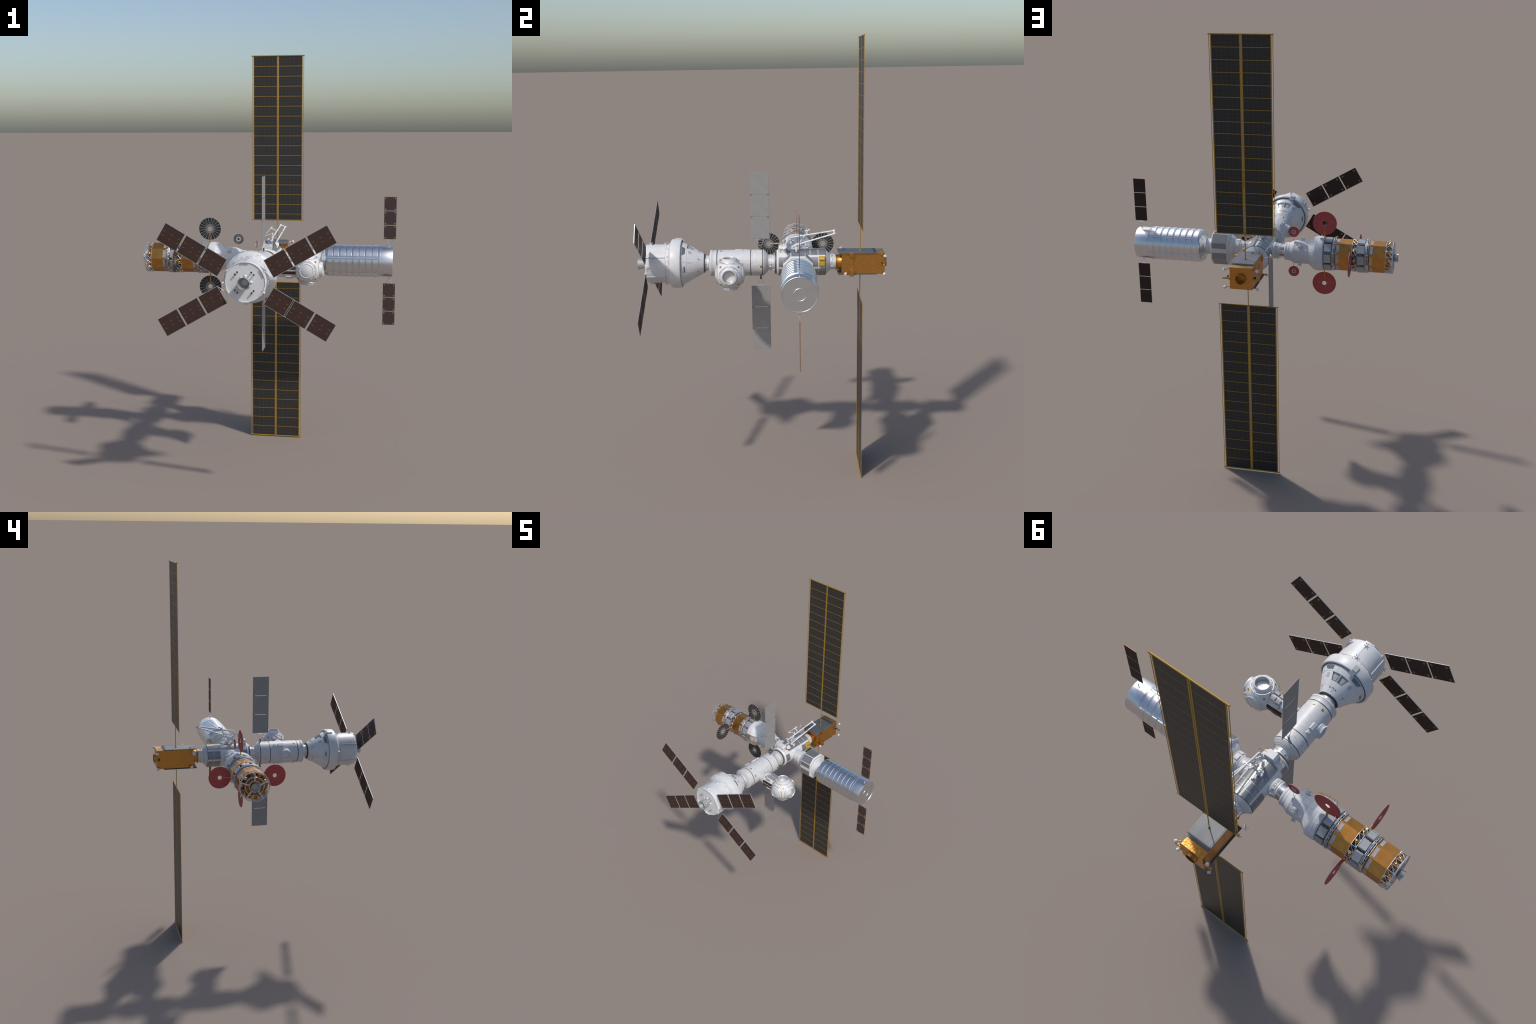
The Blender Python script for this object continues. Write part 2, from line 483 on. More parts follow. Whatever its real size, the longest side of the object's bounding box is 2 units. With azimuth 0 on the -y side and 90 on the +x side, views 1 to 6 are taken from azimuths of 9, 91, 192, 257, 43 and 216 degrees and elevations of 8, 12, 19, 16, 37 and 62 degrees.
# boxes around the trunk
def FT(t, r, a):
    return Vector((t, SY - r * cos(a), AZ + r * sin(a)))
for t0, t1, a0, a1, key, h in ((.128, .150, 60, 86, 'greybox', .007), (.153, .176, 58, 84, 'greybox', .0085), (.112, .124, 46, 62, 'greybox', .006),
                          (.130, .152, 96, 122, 'greybox', .0085), (.154, .178, 94, 120, 'greybox', .0085), (.126, .148, 128, 148, 'greybox', .007), (.108, .122, 124, 142, 'greybox', .006),
                          (.128, .150, 34, 52, 'greybox', .007), (.13, .16, -70, -40, 'fabric', .007), (.13, .16, -140, -110, 'fabric', .007)):
    build(MB().shell(FT, .037, .039 + h, D(a0), D(a1), t0, t1, key, 3, .0012), 'avionics_box', neck)
cm = MB()
for t, a in ((.157, 42), (.125, 70), (.181, 88), (.153, 122), (.182, 105)):
    cm.box(FT(t, .0445, D(a)), (.004, .004, .005), 'copper')
build(cm, 'connector', neck, stuff=True)
for a0, a1 in ((2, 24), (-30, -8), (156, 178), (188, 210)):
    build(MB().shell(FT, .038, .0412, D(a0), D(a1), .108, .180, 'brown', 4, .0006), 'battery_panel', neck)
sb = MB().lathe([(-.0655 * cos(pi * k / 32), .0655 * sin(pi * k / 32)) for k in range(33)], SC, (0, 0, 1), 'hull', 72, cap=False)
sphere = build(sb, 'airlock_sphere', station, angle=60)
def bowl(direction):
    d = Vector(direction)
    return MB().lathe([(.0440, .0001), (.0440, .0315), (.0800, .0315), (.0800, .0001)], SC, d, 'hull', 40)
def port(direction, closed):
    d = Vector(direction)
    p = MB()
    if closed:
        prof = [(.048, .0365), (.0540, .0352), (.0588, .0332), (.0598, .0322), (.0602, .0305), (.0598, .0292), (.0588, .0284), (.0588, .0262), (.0600, .0255), (.0600, .0240), (.0592, .0232), (.0604, .009), (.0604, .0062), (.0590, .0055), (.0590, .0042), (.0602, .0035), (.0602, .0001)]
        p.lathe(prof, SC, d, 'hull', 56)
    else:
        prof = [(.048, .0360), (.0555, .0350), (.0580, .0335), (.0640, .0325), (.0680, .0318), (.0692, .0312), (.0692, .0296), (.0680, .0288)]
        p.lathe(prof, SC, d, 'hull', 56, cap=False)
        p.lathe([(.0680, .0288), (.0660, .0272), (.0520, .0258), (.0480, .0245)], SC, d, 'bellgrey', 56, cap=False)
        p.lathe([(.0480, .0245), (.0470, .0170), (.0480, .0165), (.0480, .0150), (.0466, .0145), (.0460, .0022), (.0480, .002), (.0480, .0001)], SC, d, 'dock', 56, cap=False)
    ob = build(p, 'docking_port', sphere)
    r = MB()
    u = Vector((0, 0, 1)) if abs(d.z) < .5 else Vector((1, 0, 0)); w = d.cross(u)
    gap = 0.5
    for q in range(4):
        r.ring(SC + d * .0555, d, .0440, .0011, 'steel', 20, 6, q * pi / 2 + .12, q * pi / 2 + pi / 2 - .12)
    for k in range(12):
        a = 2 * pi * k / 12
        e = u * cos(a) + w * sin(a)
        r.tube(SC + d * .0555 + e * .0440, SC + d * .0540 + e * .034, .0008, 'steel', 6)
    if not closed:
        for k in range(6):
            a = 2 * pi * k / 6 + .3
            e = u * cos(a) + w * sin(a)
            r.box(SC + d * .0650 + e * .0300, (.0035, .0035, .0035), 'dock')
    build(r, 'handrail', ob, stuff=True)
for d_ in ((1, 0, 0), (0, 0, 1), (0, 0, -1)):
    cut(sphere, bowl(d_))
port((1, 0, 0), False); port((0, 0, 1), False); port((0, 0, -1), False)
port((0, -1, 0), True); port((0, 1, 0), True)
for d in ((1, -1, 1), (1, -1, -1), (-1, 1, 1), (1, 1, 1), (1, 1, -1), (-1, -1, -1), (-.8, -1, 1)):
    dv = Vector(d).normalized()
    place(target_me, 'optical_target', aim(dv, SC + dv * .0649), sphere)

# =====================================================================  CREW CAPSULE
CONE = lambda t: .0425 + (-.2606 - t) * .572        # crew cone radius at station y
cone_prof = [(-.3700, .085), (-.3700, .1015), (-.3640, CONE(-.3625)), (-.2640, CONE(-.2640)), (-.2612, .0428), (-.2595, .0420), (-.2595, .0385), (-.2650, .0370), (-.2650, .02)]
cone = build(lathe_y(cone_prof, 'hull', 96), 'crew_capsule', station, angle=28)
build(lathe_y([(-.2622, .036), (-.2622, .0446), (-.2596, .0432), (-.2590, .036)], 'dark', 72), 'seal_band', cone)
# forward windows: recessed panes cut into the cone
def cone_plate(mb, a0, a1, b0, b1, t0, t1, lo, hi, key, n=8):
    """Plate on the cone; spans angle a0..a1 at t0 (back) and b0..b1 at t1 (front)."""
    vs, fs = [], []
    for i in range(n + 1):
        s = i / n
        aa, bb = D(a0 + (a1 - a0) * s), D(b0 + (b1 - b0) * s)
        vs += [FY(t0, CONE(t0) + lo, aa), FY(t0, CONE(t0) + hi, aa), FY(t1, CONE(t1) + hi, bb), FY(t1, CONE(t1) + lo, bb)]
    for i in range(n):
        o, p = 4 * i, 4 * i + 4
        for k in range(4):
            fs.append((o + k, o + (k + 1) % 4, p + (k + 1) % 4, p + k))
    fs += [(0, 3, 2, 1), tuple(4 * n + k for k in range(4))]
    return mb.add(vs, fs, key)
cut(cone, cone_plate(MB(), 64, 116, 70, 110, -.3375, -.3075, -.0075, .01, 'hull'))
wf = MB()
cone_plate(wf, 64.5, 115.5, 70.5, 109.5, -.3370, -.3080, -.0090, -.0066, 'frame')
cone_plate(wf, 87.5, 92.5, 87.5, 92.5, -.3370, -.3080, -.0066, -.0012, 'frame', 2)
wframe = build(wf, 'window_bay', cone)
for s in (-1, 1):
    w = MB()
    a = sorted((90 + s * 6.5, 90 + s * 20.5)); b = sorted((90 + s * 7.5, 90 + s * 16))
    cone_plate(w, a[0], a[1], b[0], b[1], -.3320, -.3120, -.0064, -.0050, 'window', 4)
    build(w, 'window_pane', wframe)
for c, sg in ((132, 1), (48, -1)):
    w = MB()
    cone_plate(w, c - 14, c + 14, c - 10 - sg * 3, c + 10 - sg * 3, -.3570, -.3440, -.002, .0007, 'smoke', 8)
    build(w, 'side_window', cone)
for c in (129.5, 50.5):
    build(cone_plate(MB(), c - 5.5, c + 5.5, c - 5.5, c + 5.5, -.3310, -.3165, -.002, .0006, 'cover', 3), 'sensor_cover', cone)
for c in (180, -6):  # raised dark plates stand in for the slots, nothing is cut
    w = MB(); cone_plate(w, c - 8.5, c + 8.5, c - 8.5, c + 8.5, -.3490, -.3430, -.002, .0007, 'smoke', 5)
    cone_plate(w, c - 6.5, c - 5, c - 6.5, c - 5, -.3475, -.3445, 0, .0012, 'steel', 1)
    cone_plate(w, c + 5, c + 6.5, c + 5, c + 6.5, -.3475, -.3445, 0, .0012, 'steel', 1)
    build(w, 'vent_slot_plate', cone)
for c in (30, 90, 150, 210, 270, 330):       # raised dark plates standing in for thruster pockets near the nose
    w = MB()
    wide = 11 if c in (90, 270) else 6
    cone_plate(w, c - wide / 2, c + wide / 2, c - 2.5, c + 2.5, -.2870, -.2745, -.002, .0005, 'graphite', 3)
    cone_plate(w, c - wide / 3, c + wide / 3, c - 2.2, c + 2.2, -.2840, -.2715, -.001, .0013, 'hull', 3)
    if c in (90, 270):
        for s in (-1, 1):
            cone_plate(w, c + s * 13 - 3, c + s * 13 + 3, c + s * 13 - 1, c + s * 13 + 1, -.2860, -.2815, -.001, .0006, 'dark', 2)
    build(w, 'thruster_pocket_plate', cone)
# hatch outline and panel seams (raised hair-thin strips)
sm = MB()
for t in (-.3375, -.2905):
    lathe_y([(t - .00035, CONE(t) - .001), (t - .00035, CONE(t) + .0004), (t + .00035, CONE(t) + .0002), (t + .00035, CONE(t) - .001)], 'fabric', 96, sm)
for c in (0, 60, 120, 180, 240, 300):
    cone_plate(sm, c + 15 - .25, c + 15 + .25, c + 15 - .25, c + 15 + .25, -.3625, -.2655, -.001, .0003, 'fabric', 1)
for s in (-1, 1):
    cone_plate(sm, s * 13 - .25 - 2, s * 13 + .25 - 2, s * 17 - .25 - 2, s * 17 + .25 - 2, -.3360, -.3060, -.001, .0004, 'fabric', 1)
build(sm, 'panel_seam', cone, stuff=True)
# adapter ring
ring_prof = [(-.3655, .0980), (-.3625, .1030), (-.3625, .1085), (-.3640, .1105), (-.3665, .1117), (-.4020, .1117), (-.4070, .1105), (-.4110, .1065), (-.4150, .0990), (-.4205, .0900), (-.4280, .0880), (-.4290, .05), (-.38, .05)]
ring = build(lathe_y(ring_prof[::-1], 'hull', 96), 'adapter_ring', station, angle=26)
build(lathe_y([(-.3690, .0975), (-.3690, .1060), (-.3632, .1058), (-.3618, .1018), (-.3618, .0975)], 'dark', 96), 'seal_band', ring)
# umbilical block across the ring
ub = MB()
rot = Matrix.Rotation(-(D(108) - pi / 2), 3, 'Y')
ub.box(FY(-.3800, .1135, D(108)), (.021, .0280, .0045), 'cover', rot, .001)
ub.box(FY(-.3590, .1060, D(108)), (.021, .0180, .0035), 'cover', rot @ Matrix.Rotation(D(-42), 3, 'X'), .001)
build(ub, 'umbilical_block', ring)
rt = MB()
for k in range(14):
    a = 2 * pi * k / 14 + .1
    t = -.418
    rt.tube(FY(-.416, .096, a), FY(-.428, .091, a), .0008, 'steel', 6)
    if k % 2 == 0:
        rt.tube(FY(-.4095, .1075, a + .12), FY(-.4145, .1120, a + .12), .0013, 'dock', 8)
        rt.tube(FY(-.4120, .1055, a + .2), FY(-.4180, .1085, a + .22), .0010, 'steel', 8)
build(rt, 'bracket', ring, stuff=True)
# service module
sm_prof = [(-.4270, .05), (-.4270, .0860), (-.5190, .0860), (-.5230, .0842), (-.5230, .0830), (-.5200, .0824), (-.5200, .02)]
serv = build(lathe_y(sm_prof[::-1], 'hull', 96), 'service_module', station, angle=30)
for k in range(6):
    c = 60 * k
    w = 28.6 if k % 3 == 0 else 29.3
    top = .0888 if k % 3 == 0 else .0876
    build(MB().shell(FY, .085, top, D(c - w), D(c + w), -.5170, -.4310, 'hull', 44, .0012, .0005), 'body_radiator', serv)
ed = MB()
for c in (90, 30, 150, 210, 270, 330):       # raised segments on the back rim
    ed.shell(FY, .0832, .0872, D(c - 12), D(c + 12), -.5275, -.5160, 'hull', 8, .0012)
build(ed, 'rim_segment', serv, stuff=True)
for c in (30, 150, 210, 330):                # ledges that carry the wings
    build(MB().shell(FY, .086, .0912, D(c - 1.3), D(c + 1.3), -.5180, -.4330, 'hull', 2, .0006), 'wing_ledge', serv)
qm = MB()                                    # thruster quads
for c in (90, 270, 0, 180):
    for t in (-.5045, -.4375) if c in (90, 270) else (-.5130,):
        e = Vector((cos(D(c)), 0, sin(D(c)))); s = Vector((-e.z, 0, e.x)); y = Vector((0, 1, 0))
        o = FY(t, .0880, D(c))
        qm.box(o + e * .0015, (.0075, .0075, .0075), 'dock', Matrix.Rotation(-D(c), 3, 'Y'), .0015)
        for k in (-1, 1):
            for j in (-1, 1):
                qm.tube(o + e * .003 + s * k * .002 + y * j * .002, o + e * .0085 + s * k * .0065 + y * j * .0065, .0010, 'steel', 8, .0019)
build(qm, 'thruster_quad', serv, stuff=True)
# back face: eight auxiliary engines and the main bell
aux_me = build(MB().lathe([(0, .0022), (.004, .0026), (.013, .0040), (.0135, .0036), (.011, .003)], (0, 0, 0), (0, -1, 0), 'silver', 18, cap=False).lathe([(.0105, .0034), (.0106, .0001)], (0, 0, 0), (0, -1, 0), 'black', 18), 'auxiliary_engine', origin=(0, 0, 0), mesh_only=True)  # solid black disc stands in for the open nozzle mouth
for sx in (-1, 1):
    for sz in (-1, 1):
        for dx, dz in ((.0395, .0335), (.0295, .0435)):
            place(aux_me, 'auxiliary_engine', Matrix.Translation((AX - .0015 + sx * dx, -.5200, AZ + sz * dz)), serv)
fbk = MB()
for k in range(4):
    a = D(45 + 90 * k)
    fbk.tube(FY(-.5195, .031, a), FY(-.5290, .0205, a), .0014, 'dock', 8)
    fbk.sphere(FY(-.5185, .0245, a + pi / 4), .0070, 'hull', 16, 10)
    fbk.tube(FY(-.5195, .048, a + .12), FY(-.5240, .050, a + .12), .0010, 'steel', 8)
build(fbk, 'base_detail', serv, stuff=True)
bell = MB()
bell.lathe([(-.5150, .0195), (-.5250, .0200), (-.5400, .0222), (-.5550, .0248), (-.5655, .0263), (-.5660, .0253), (-.5550, .0232), (-.5400, .0195), (-.5260, .0130)], (AX - .0005, 0, AZ), (0, 1, 0), 'bellgrey', 48, cap=False)
bell.lathe([(-.5260, .0130), (-.5258, .0001)], (AX - .0005, 0, AZ), (0, 1, 0), 'bellgrey', 48, cap=False)
build(bell, 'engine_bell', serv)
# four solar wings
PL, PW, GAP, R0W = .0967, .0842, .0050, .1124
pm = MB()
pm.box((0, 0, 0), (PL, .0022, PW), 'steel')
pm.box((0, -.0004, 0), (PL - .0032, .0024, PW - .0034), 'brown')
pm.box((0, .0006, 0), (PL - .0028, .0024, PW - .0028), 'cellback')
for i in (-.355, 0, .355):
    for j in (-.115, .115):
        pm.box((i * PL, -.0013, j * PW), (.0078, .0012, .0020), 'dash')
for i in (-1, 1):
    for j in (-1, 1):
        pm.box((i * (PL / 2 - .0075), -.0013, j * (PW / 2 - .0065)), (.0032, .0012, .0014), 'brown')
        pm.box((i * (PL / 2 - .0145), .0016, j * (PW / 2 - .0125)), (.0092, .0012, .0092), 'dash')
pm.box((0, .00165, 0), (PL - .008, .0004, .0010), 'brown')
panel_me = build(pm, 'solar_panel', origin=(0, 0, 0), mesh_only=True)
for c in (30, 150, 210, 330):
    e = Vector((cos(D(c)), 0, sin(D(c)))); s = Vector((-e.z, 0, e.x))
    base = Vector((AX, -.516, AZ))
    y = MB()
    hub = base + e * .0905
    y.tube(hub - e * .004, hub + e * .0025, .0032, 'greybox', 10)
    y.box(hub + e * .001, (.006, .006, .006), 'dock', Matrix.Rotation(-D(c), 3, 'Y'), .001)
    for k in (-1, 1):
        y.tube(hub + e * .003, base + e * R0W + s * k * (PW / 2 - .002), .0006, 'greybox', 6)
    for k in (1, 2):
        for j in (-1, 1):
            y.box(base + e * (R0W + k * PL + (k - .5) * GAP) + s * j * (PW / 2 - .002), (GAP + .001, .0016, .003), 'steel', Matrix.Rotation(-D(c), 3, 'Y'))
    wing = build(y, 'solar_wing', station)
    for k in range(3):
        rr = R0W + PL / 2 + k * (PL + GAP)
        place(panel_me, 'solar_panel', Matrix.Translation(base + e * rr) @ Matrix.Rotation(-D(c), 4, 'Y'), wing)

# =====================================================================  HUB MODULE
HR = .0610
hub_prof = [(.0580, .030), (.0580, .0470), (.0600, .0480), (.0675, .0490), (.0680, .0560), (.0700, .0575), (.0735, .0600), (.0760, .0606), (.0770, .0595), (.2870, .0595), (.2885, .0595), (.2900, .0575), (.3080, .0385), (.3095, .036), (.3095, .02)]
hubo = build(lathe_y(hub_prof, 'hull', 96), 'hub_module', station, angle=24)
build(lathe_y([(.0590, .046), (.0590, .0530), (.0670, .0530), (.0670, .046)], 'graphite', 96), 'collar', hubo)
build(lathe_y([(.2873, .0560), (.2873, .0602), (.2890, .0598), (.2890, .0560)], 'dark', 96), 'seal_band', hubo)
ROW = 360 / 7
def hub_panel(c, t0, t1, w=42):
    mb = MB().shell(FY, .0588, .0612, D(c - w / 2), D(c + w / 2), t0, t1, 'coldplate', 14, .0005)
    build(mb, 'thermal_panel', hubo)
white_seams = MB()
for k in range(7):
    c = 90 - ROW / 2 + ROW * k
    c = (c + 180) % 360 - 180
    if abs(c - 90) < 40:                          # two rows either side of the crest
        segs = ((.1130, .2175), (.2200, .2535), (.2560, .2875))
    elif abs(c + 90) < 5:
        segs = ((.0775, .1090), (.1115, .2175), (.2200, .2535), (.2560, .2875))
    else:
        segs = ((.0775, .1090), (.2200, .2535), (.2560, .2875))
    for t0, t1 in segs:
        if 0 < c < 40 and t0 > .25: continue      # battery cases sit here
        hub_panel(c, t0, t1)
for a, t in ((26, .2715), (4, .2715)):
    rot = Matrix.Rotation(-D(a), 3, 'Y')
    build(MB().box(FY(t, .0645, D(a)), (.0125, .0290, .0205), 'yellowbox', rot, .0028), 'battery_case', hubo)
# radial port collars
for sx in (-1, 1):
    pr = [(sx * .050, .0375), (sx * .0585, .0375), (sx * .0605, .0365), (sx * .0615, .0345), (sx * .0660, .0335), (sx * .0660, .020)]
    build(lathe_x(pr, 'hull', 56), 'radial_port', hubo)
    pr2 = MB()
    for k in range(10):
        a = 2 * pi * k / 10 + .2
        p = Vector((AX * 0 + sx * .063, CY - .0365 * cos(a), AZ + .0365 * sin(a)))
        pr2.box(p, (.005, .003, .003), 'dock')
    build(pr2, 'latch', hubo, stuff=True)
# white equipment box on the crest
wb = MB()
poly = [(-.0200, .055), (-.0235, .0685), (-.0150, .0790), (.0190, .0790), (.0275, .0685), (.0240, .055)]
wb.prism([(a, b) for a, b in poly], (AX, .1090, AZ), (1, 0, 0), (0, 0, 1), .0320, 'hull')
build(wb, 'equipment_box', hubo)
wd = MB()
wd.path([FY(.079, .0625, D(118)), FY(.079, .0625, D(100)), FY(.0775, .0625, D(84)), FY(.0775, .0625, D(66))], .0009, 'copper', 6)
wd.path([(.034, .077, 1.066), (.034, .11, 1.066), (.030, .1105, 1.078)], .0008, 'copper', 6)
build(wd, 'cable', hubo, stuff=True)
def dish(name_parent, c, d, base, r=.0130, feed=True):
    c, d = Vector(c), Vector(d).normalized()
    mb = MB()
    prof = [(-.0032, .0020), (-.0022, r * .55), (.0010, r * .93), (.0018, r), (.0023, r), (.0014, r * .92), (-.0016, r * .5), (-.0022, .0001)]
    mb.lathe(prof, c, d, 'hull', 28)
    ob = build(mb, 'dish_antenna', name_parent)
    b = MB()
    b.tube(base, c - d * .0025, .0011, 'gold', 8)
    u = d.orthogonal().normalized(); w = d.cross(u)
    if feed:
        for k in range(3):
            a = 2 * pi * k / 3
            b.tube(c + (u * cos(a) + w * sin(a)) * r * .95 + d * .002, c + d * .0125, .0003, 'gold', 5)
        b.tube(c + d * .0110, c + d * .0140, .0012, 'gold', 8)
    b.tube(Vector(base) - Vector((0, 0, .001)), Vector(base) + Vector((0, 0, .0012)), .0022, 'gold', 8)
    build(b, 'dish_boom', ob, stuff=True)
dish(hubo, (.0557, .1025, 1.0833), (.86, -.42, .28), (.0375, .0832, 1.0516))
dish(hubo, (-.0415, .1020, 1.0840), (-.70, -.62, .30), (-.0225, .0832, 1.0516))
# two manipulator arms
def arm_joint(mb, p, d, r, l):
    p, d = Vector(p), Vector(d).normalized()
    mb.lathe([(-l, r * .8), (-l * .9, r), (l * .9, r), (l, r * .8)], p, d, 'hull', 14)
arm = MB()
A0, A1 = Vector((.0360, .1335, 1.1195)), Vector((.0440, .3265, 1.1500))
B0, B1 = Vector((.0457, .1476, 1.0844)), Vector((.0670, .3270, 1.1405))
for p, q in ((A0, A1), (B0, B1)):
    d = q - p
    arm.tube(p, p + d * .655, .0037, 'hull', 14)
    arm.tube(p + d * .655, p + d * .695, .0040, 'greybox', 14)
    arm.tube(p + d * .695, q, .0037, 'hull', 14)
    arm_joint(arm, p + d * .03, d, .0040, .006)
    arm_joint(arm, q, d, .0042, .006)
arm.tube(A1, B1, .0036, 'hull', 14)
arm_joint(arm, A1, A1 - B1, .0046, .0055); arm_joint(arm, B1, A1 - B1, .0046, .0055)
arm.path([A0, (.028, .131, 1.112), (.023, .133, 1.098)], .0034, 'hull', 12)
arm_joint(arm, (.028, .131, 1.110), (0, 1, 0), .0048, .0055)
arm_joint(arm, (.022, .134, 1.096), (0, 0, 1), .0052, .006)
arm.path([(.022, .134, 1.096), (.012, .142, 1.097), (.008, .146, 1.086), (.010, .146, 1.062)], .0036, 'hull', 12)
arm_joint(arm, (.010, .143, 1.097), (1, 0, 0), .0055, .0055)
arm_joint(arm, (.009, .146, 1.080), (0, 0, 1), .0060, .006)
arm.ring((.010, .146, 1.0635), (0, 0, 1), .0075, .0015, 'dock', 20, 6)
arm.path([B0, (.046, .139, 1.078), (.045, .152, 1.070), (.050, .160, 1.060)], .0036, 'hull', 12)
arm_joint(arm, (.046, .141, 1.079), (1, 0, 0), .0050, .006)
arm_joint(arm, (.0495, .159, 1.066), (.2, .2, 1), .0045, .010)
build(arm, 'manipulator_arm', hubo)
sa = MB()
pts = [Vector(p) for p in ((.022, .168, 1.060), (.022, .168, 1.088), (.026, .182, 1.105), (.019, .195, 1.120), (-.022, .195, 1.106), (.0085, .202, 1.1430), (.0130, .2165, 1.1490))]
for i, (p, q) in enumerate(zip(pts, pts[1:])):
    sa.tube(p, q, .0026 if i > 1 else .0032, 'hull', 12)
    arm_joint(sa, q, (q - p), .0040, .0045)
sa.tube((.0110, .210, 1.147), (.0300, .2050, 1.1370), .0026, 'hull', 12)
arm_joint(sa, (.0300, .2050, 1.1370), (1, 0, -.5), .0034, .004)
sa.box((-.012, .196, 1.120), (.006, .006, .008), 'steel', None, .001)
arm_joint(sa, (-.022, .195, 1.106), (0, 1, 0), .0052, .006)
sa.box((.004, .178, 1.070), (.014, .020, .010), 'hull', None, .002)
sa.box((.010, .205, 1.066), (.010, .012, .006), 'dock', None, .001)
sa.tube((.0, .160, 1.068), (-.012, .172, 1.075), .0030, 'hull', 10)
sa.tube((.018, .162, 1.075), (.030, .158, 1.090), .0026, 'hull', 10)
build(sa, 'dexterous_arm', hubo)

# =====================================================================  PROPULSION MODULE
PX = .0062
ppe = build(MB().box((PX, .4575, AZ + .0005), (.0985, .1930, .0972), 'foil', None, .0012), 'propulsion_module', station)
ad = MB()
lathe_y([(.3345, .030), (.3345, .0372), (.3385, .0372), (.3390, .0345), (.3400, .0330), (.3560, .0330), (.3610, .0345), (.3625, .0345), (.3625, .02)], 'foil', 56, ad)
build(ad, 'foil_adapter', ppe)
for z, cx, sg in ((AZ + .0502, .0115, 1), (AZ - .0502, .0040, -1)):
    p = MB()
    p.box((cx, .4320, z), (.1060, .1745, .0026), 'plate', None, .0008)
    pl = build(p, 'radiator_plate', ppe)
    rb = MB()
    for s in (-1, 1):
        rb.box((cx + s * .0465, .4320, z + sg * .0016), (.0016, .160, .0008), 'plate')
        rb.box((cx, .4320 + s * .0815, z + sg * .0016), (.092, .0016, .0008), 'plate')
    build(rb, 'plate_seam', pl, stuff=True)
cut(ppe, MB().lathe([(.5300, .0001), (.5300, .0212), (.5800, .0212), (.5800, .0001)], (.0071, 0, AZ), (0, 1, 0), 'foil', 40))
nz = MB().lathe([(.5480, .0235), (.5540, .0235), (.5560, .0225), (.5650, .0225), (.5660, .0218), (.5650, .0208), (.5310, .0205)], (.0071, 0, AZ), (0, 1, 0), 'foil', 48, cap=False)
nz.lathe([(.5320, .0208), (.5318, .0001)], (.0071, 0, AZ), (0, 1, 0), 'foil', 48, cap=False)
build(nz, 'thrust_ring', ppe)
cl = MB()
cl.box((PX + .0505, .4047, AZ), (.0032, .0208, .1000), 'foil', None, .0006)
cl.box((PX + .0570, .4047, 1.0435), (.0160, .0208, .0190), 'foil', None, .0008)
cl.box((PX + .0585, .4047, .9590), (.0200, .0208, .0280), 'foil', None, .0008)
build(cl, 'clamp_strip', ppe)
tr = MB()
tr.box((PX + .0495, .4850, 1.0395), (.0020, .0240, .0032), 'copper', None, .0006)
tr.box((PX + .0495, .5030, .9950), (.0010, .0012, .0900), 'gold')
tr.box((PX - .0495, .4930, .9950), (.0012, .0040, .0900), 'foil')
tr.box((PX - .0495, .4300, 1.0150), (.0020, .0130, .0200), 'foil', None, .0006)
build(tr, 'foil_seam', ppe, stuff=True)
def pod(c, sx, front):
    c = Vector(c)
    d = Vector((sx * .62, .70 if front else -.45, .25 if c.z > 1 else -.35)).normalized()
    wall = Vector((PX + sx * .0490, c.y - (.012 if front else -.006), c.z))
    b = MB()
    b.path([wall, wall + Vector((sx * .008, .002, 0)), c - d * .004], .0017, 'foil', 8)
    b.box(wall, (.004, .008, .008), 'foil', None, .0006)
    b.sphere(c - d * .0055, .0030, 'foil', 12, 8)
    ob = build(b, 'thruster_bracket', ppe)
    p = MB().lathe([(-.0050, .0058), (-.0042, .0066), (.0045, .0066), (.0053, .0058)], c, d, 'hull', 20)
    build(p, 'thruster_pod', ob)
for sx, x in ((1, .0787), (-1, -.0640)):
    pod((x, .5535, 1.0382), sx, True)
    pod((x, .5510, .9563), sx, True)
    pod((x, .3762, .9578), sx, False)
    e = MB()
    wx = PX + sx * .0495
    e.lathe([(0, .0085), (.006, .0085), (.0075, .007), (.0080, .0001)], (wx - sx * .002, .5480, .9985), (sx, 0, 0), 'foil', 20)
    e.tube((wx + sx * .004, .5420, 1.0030), (wx + sx * .0130, .5420, 1.0050), .0042, 'black', 12)
    for k, x2 in enumerate((.013, .0215, .0295)):
        e.box((wx + sx * x2, .5475, .9975), (.0065, .0075, .0075), 'foil', Matrix.Rotation(.2 * k, 3, 'X'), .0008)
    e.tube((wx, .5475, .9975), (wx + sx * .031, .5475, .9975), .0022, 'gold', 8)
    build(e, 'ion_thruster_boom', ppe)
dish(ppe, (-.0815, .3664, 1.0394), (-.78, -.58, .22), (-.0430, .3700, 1.0340), .0128)
bk = MB()
bk.box((-.0440, .3720, 1.0300), (.006, .014, .022), 'foil', None, .0008)
bk.box((PX + .020, .3560, 1.0400), (.026, .012, .012), 'foil', None, .002)
bk.box((PX - .025, .3560, .9620), (.020, .010, .014), 'foil', None, .002)
build(bk, 'foil_box', ppe, stuff=True)

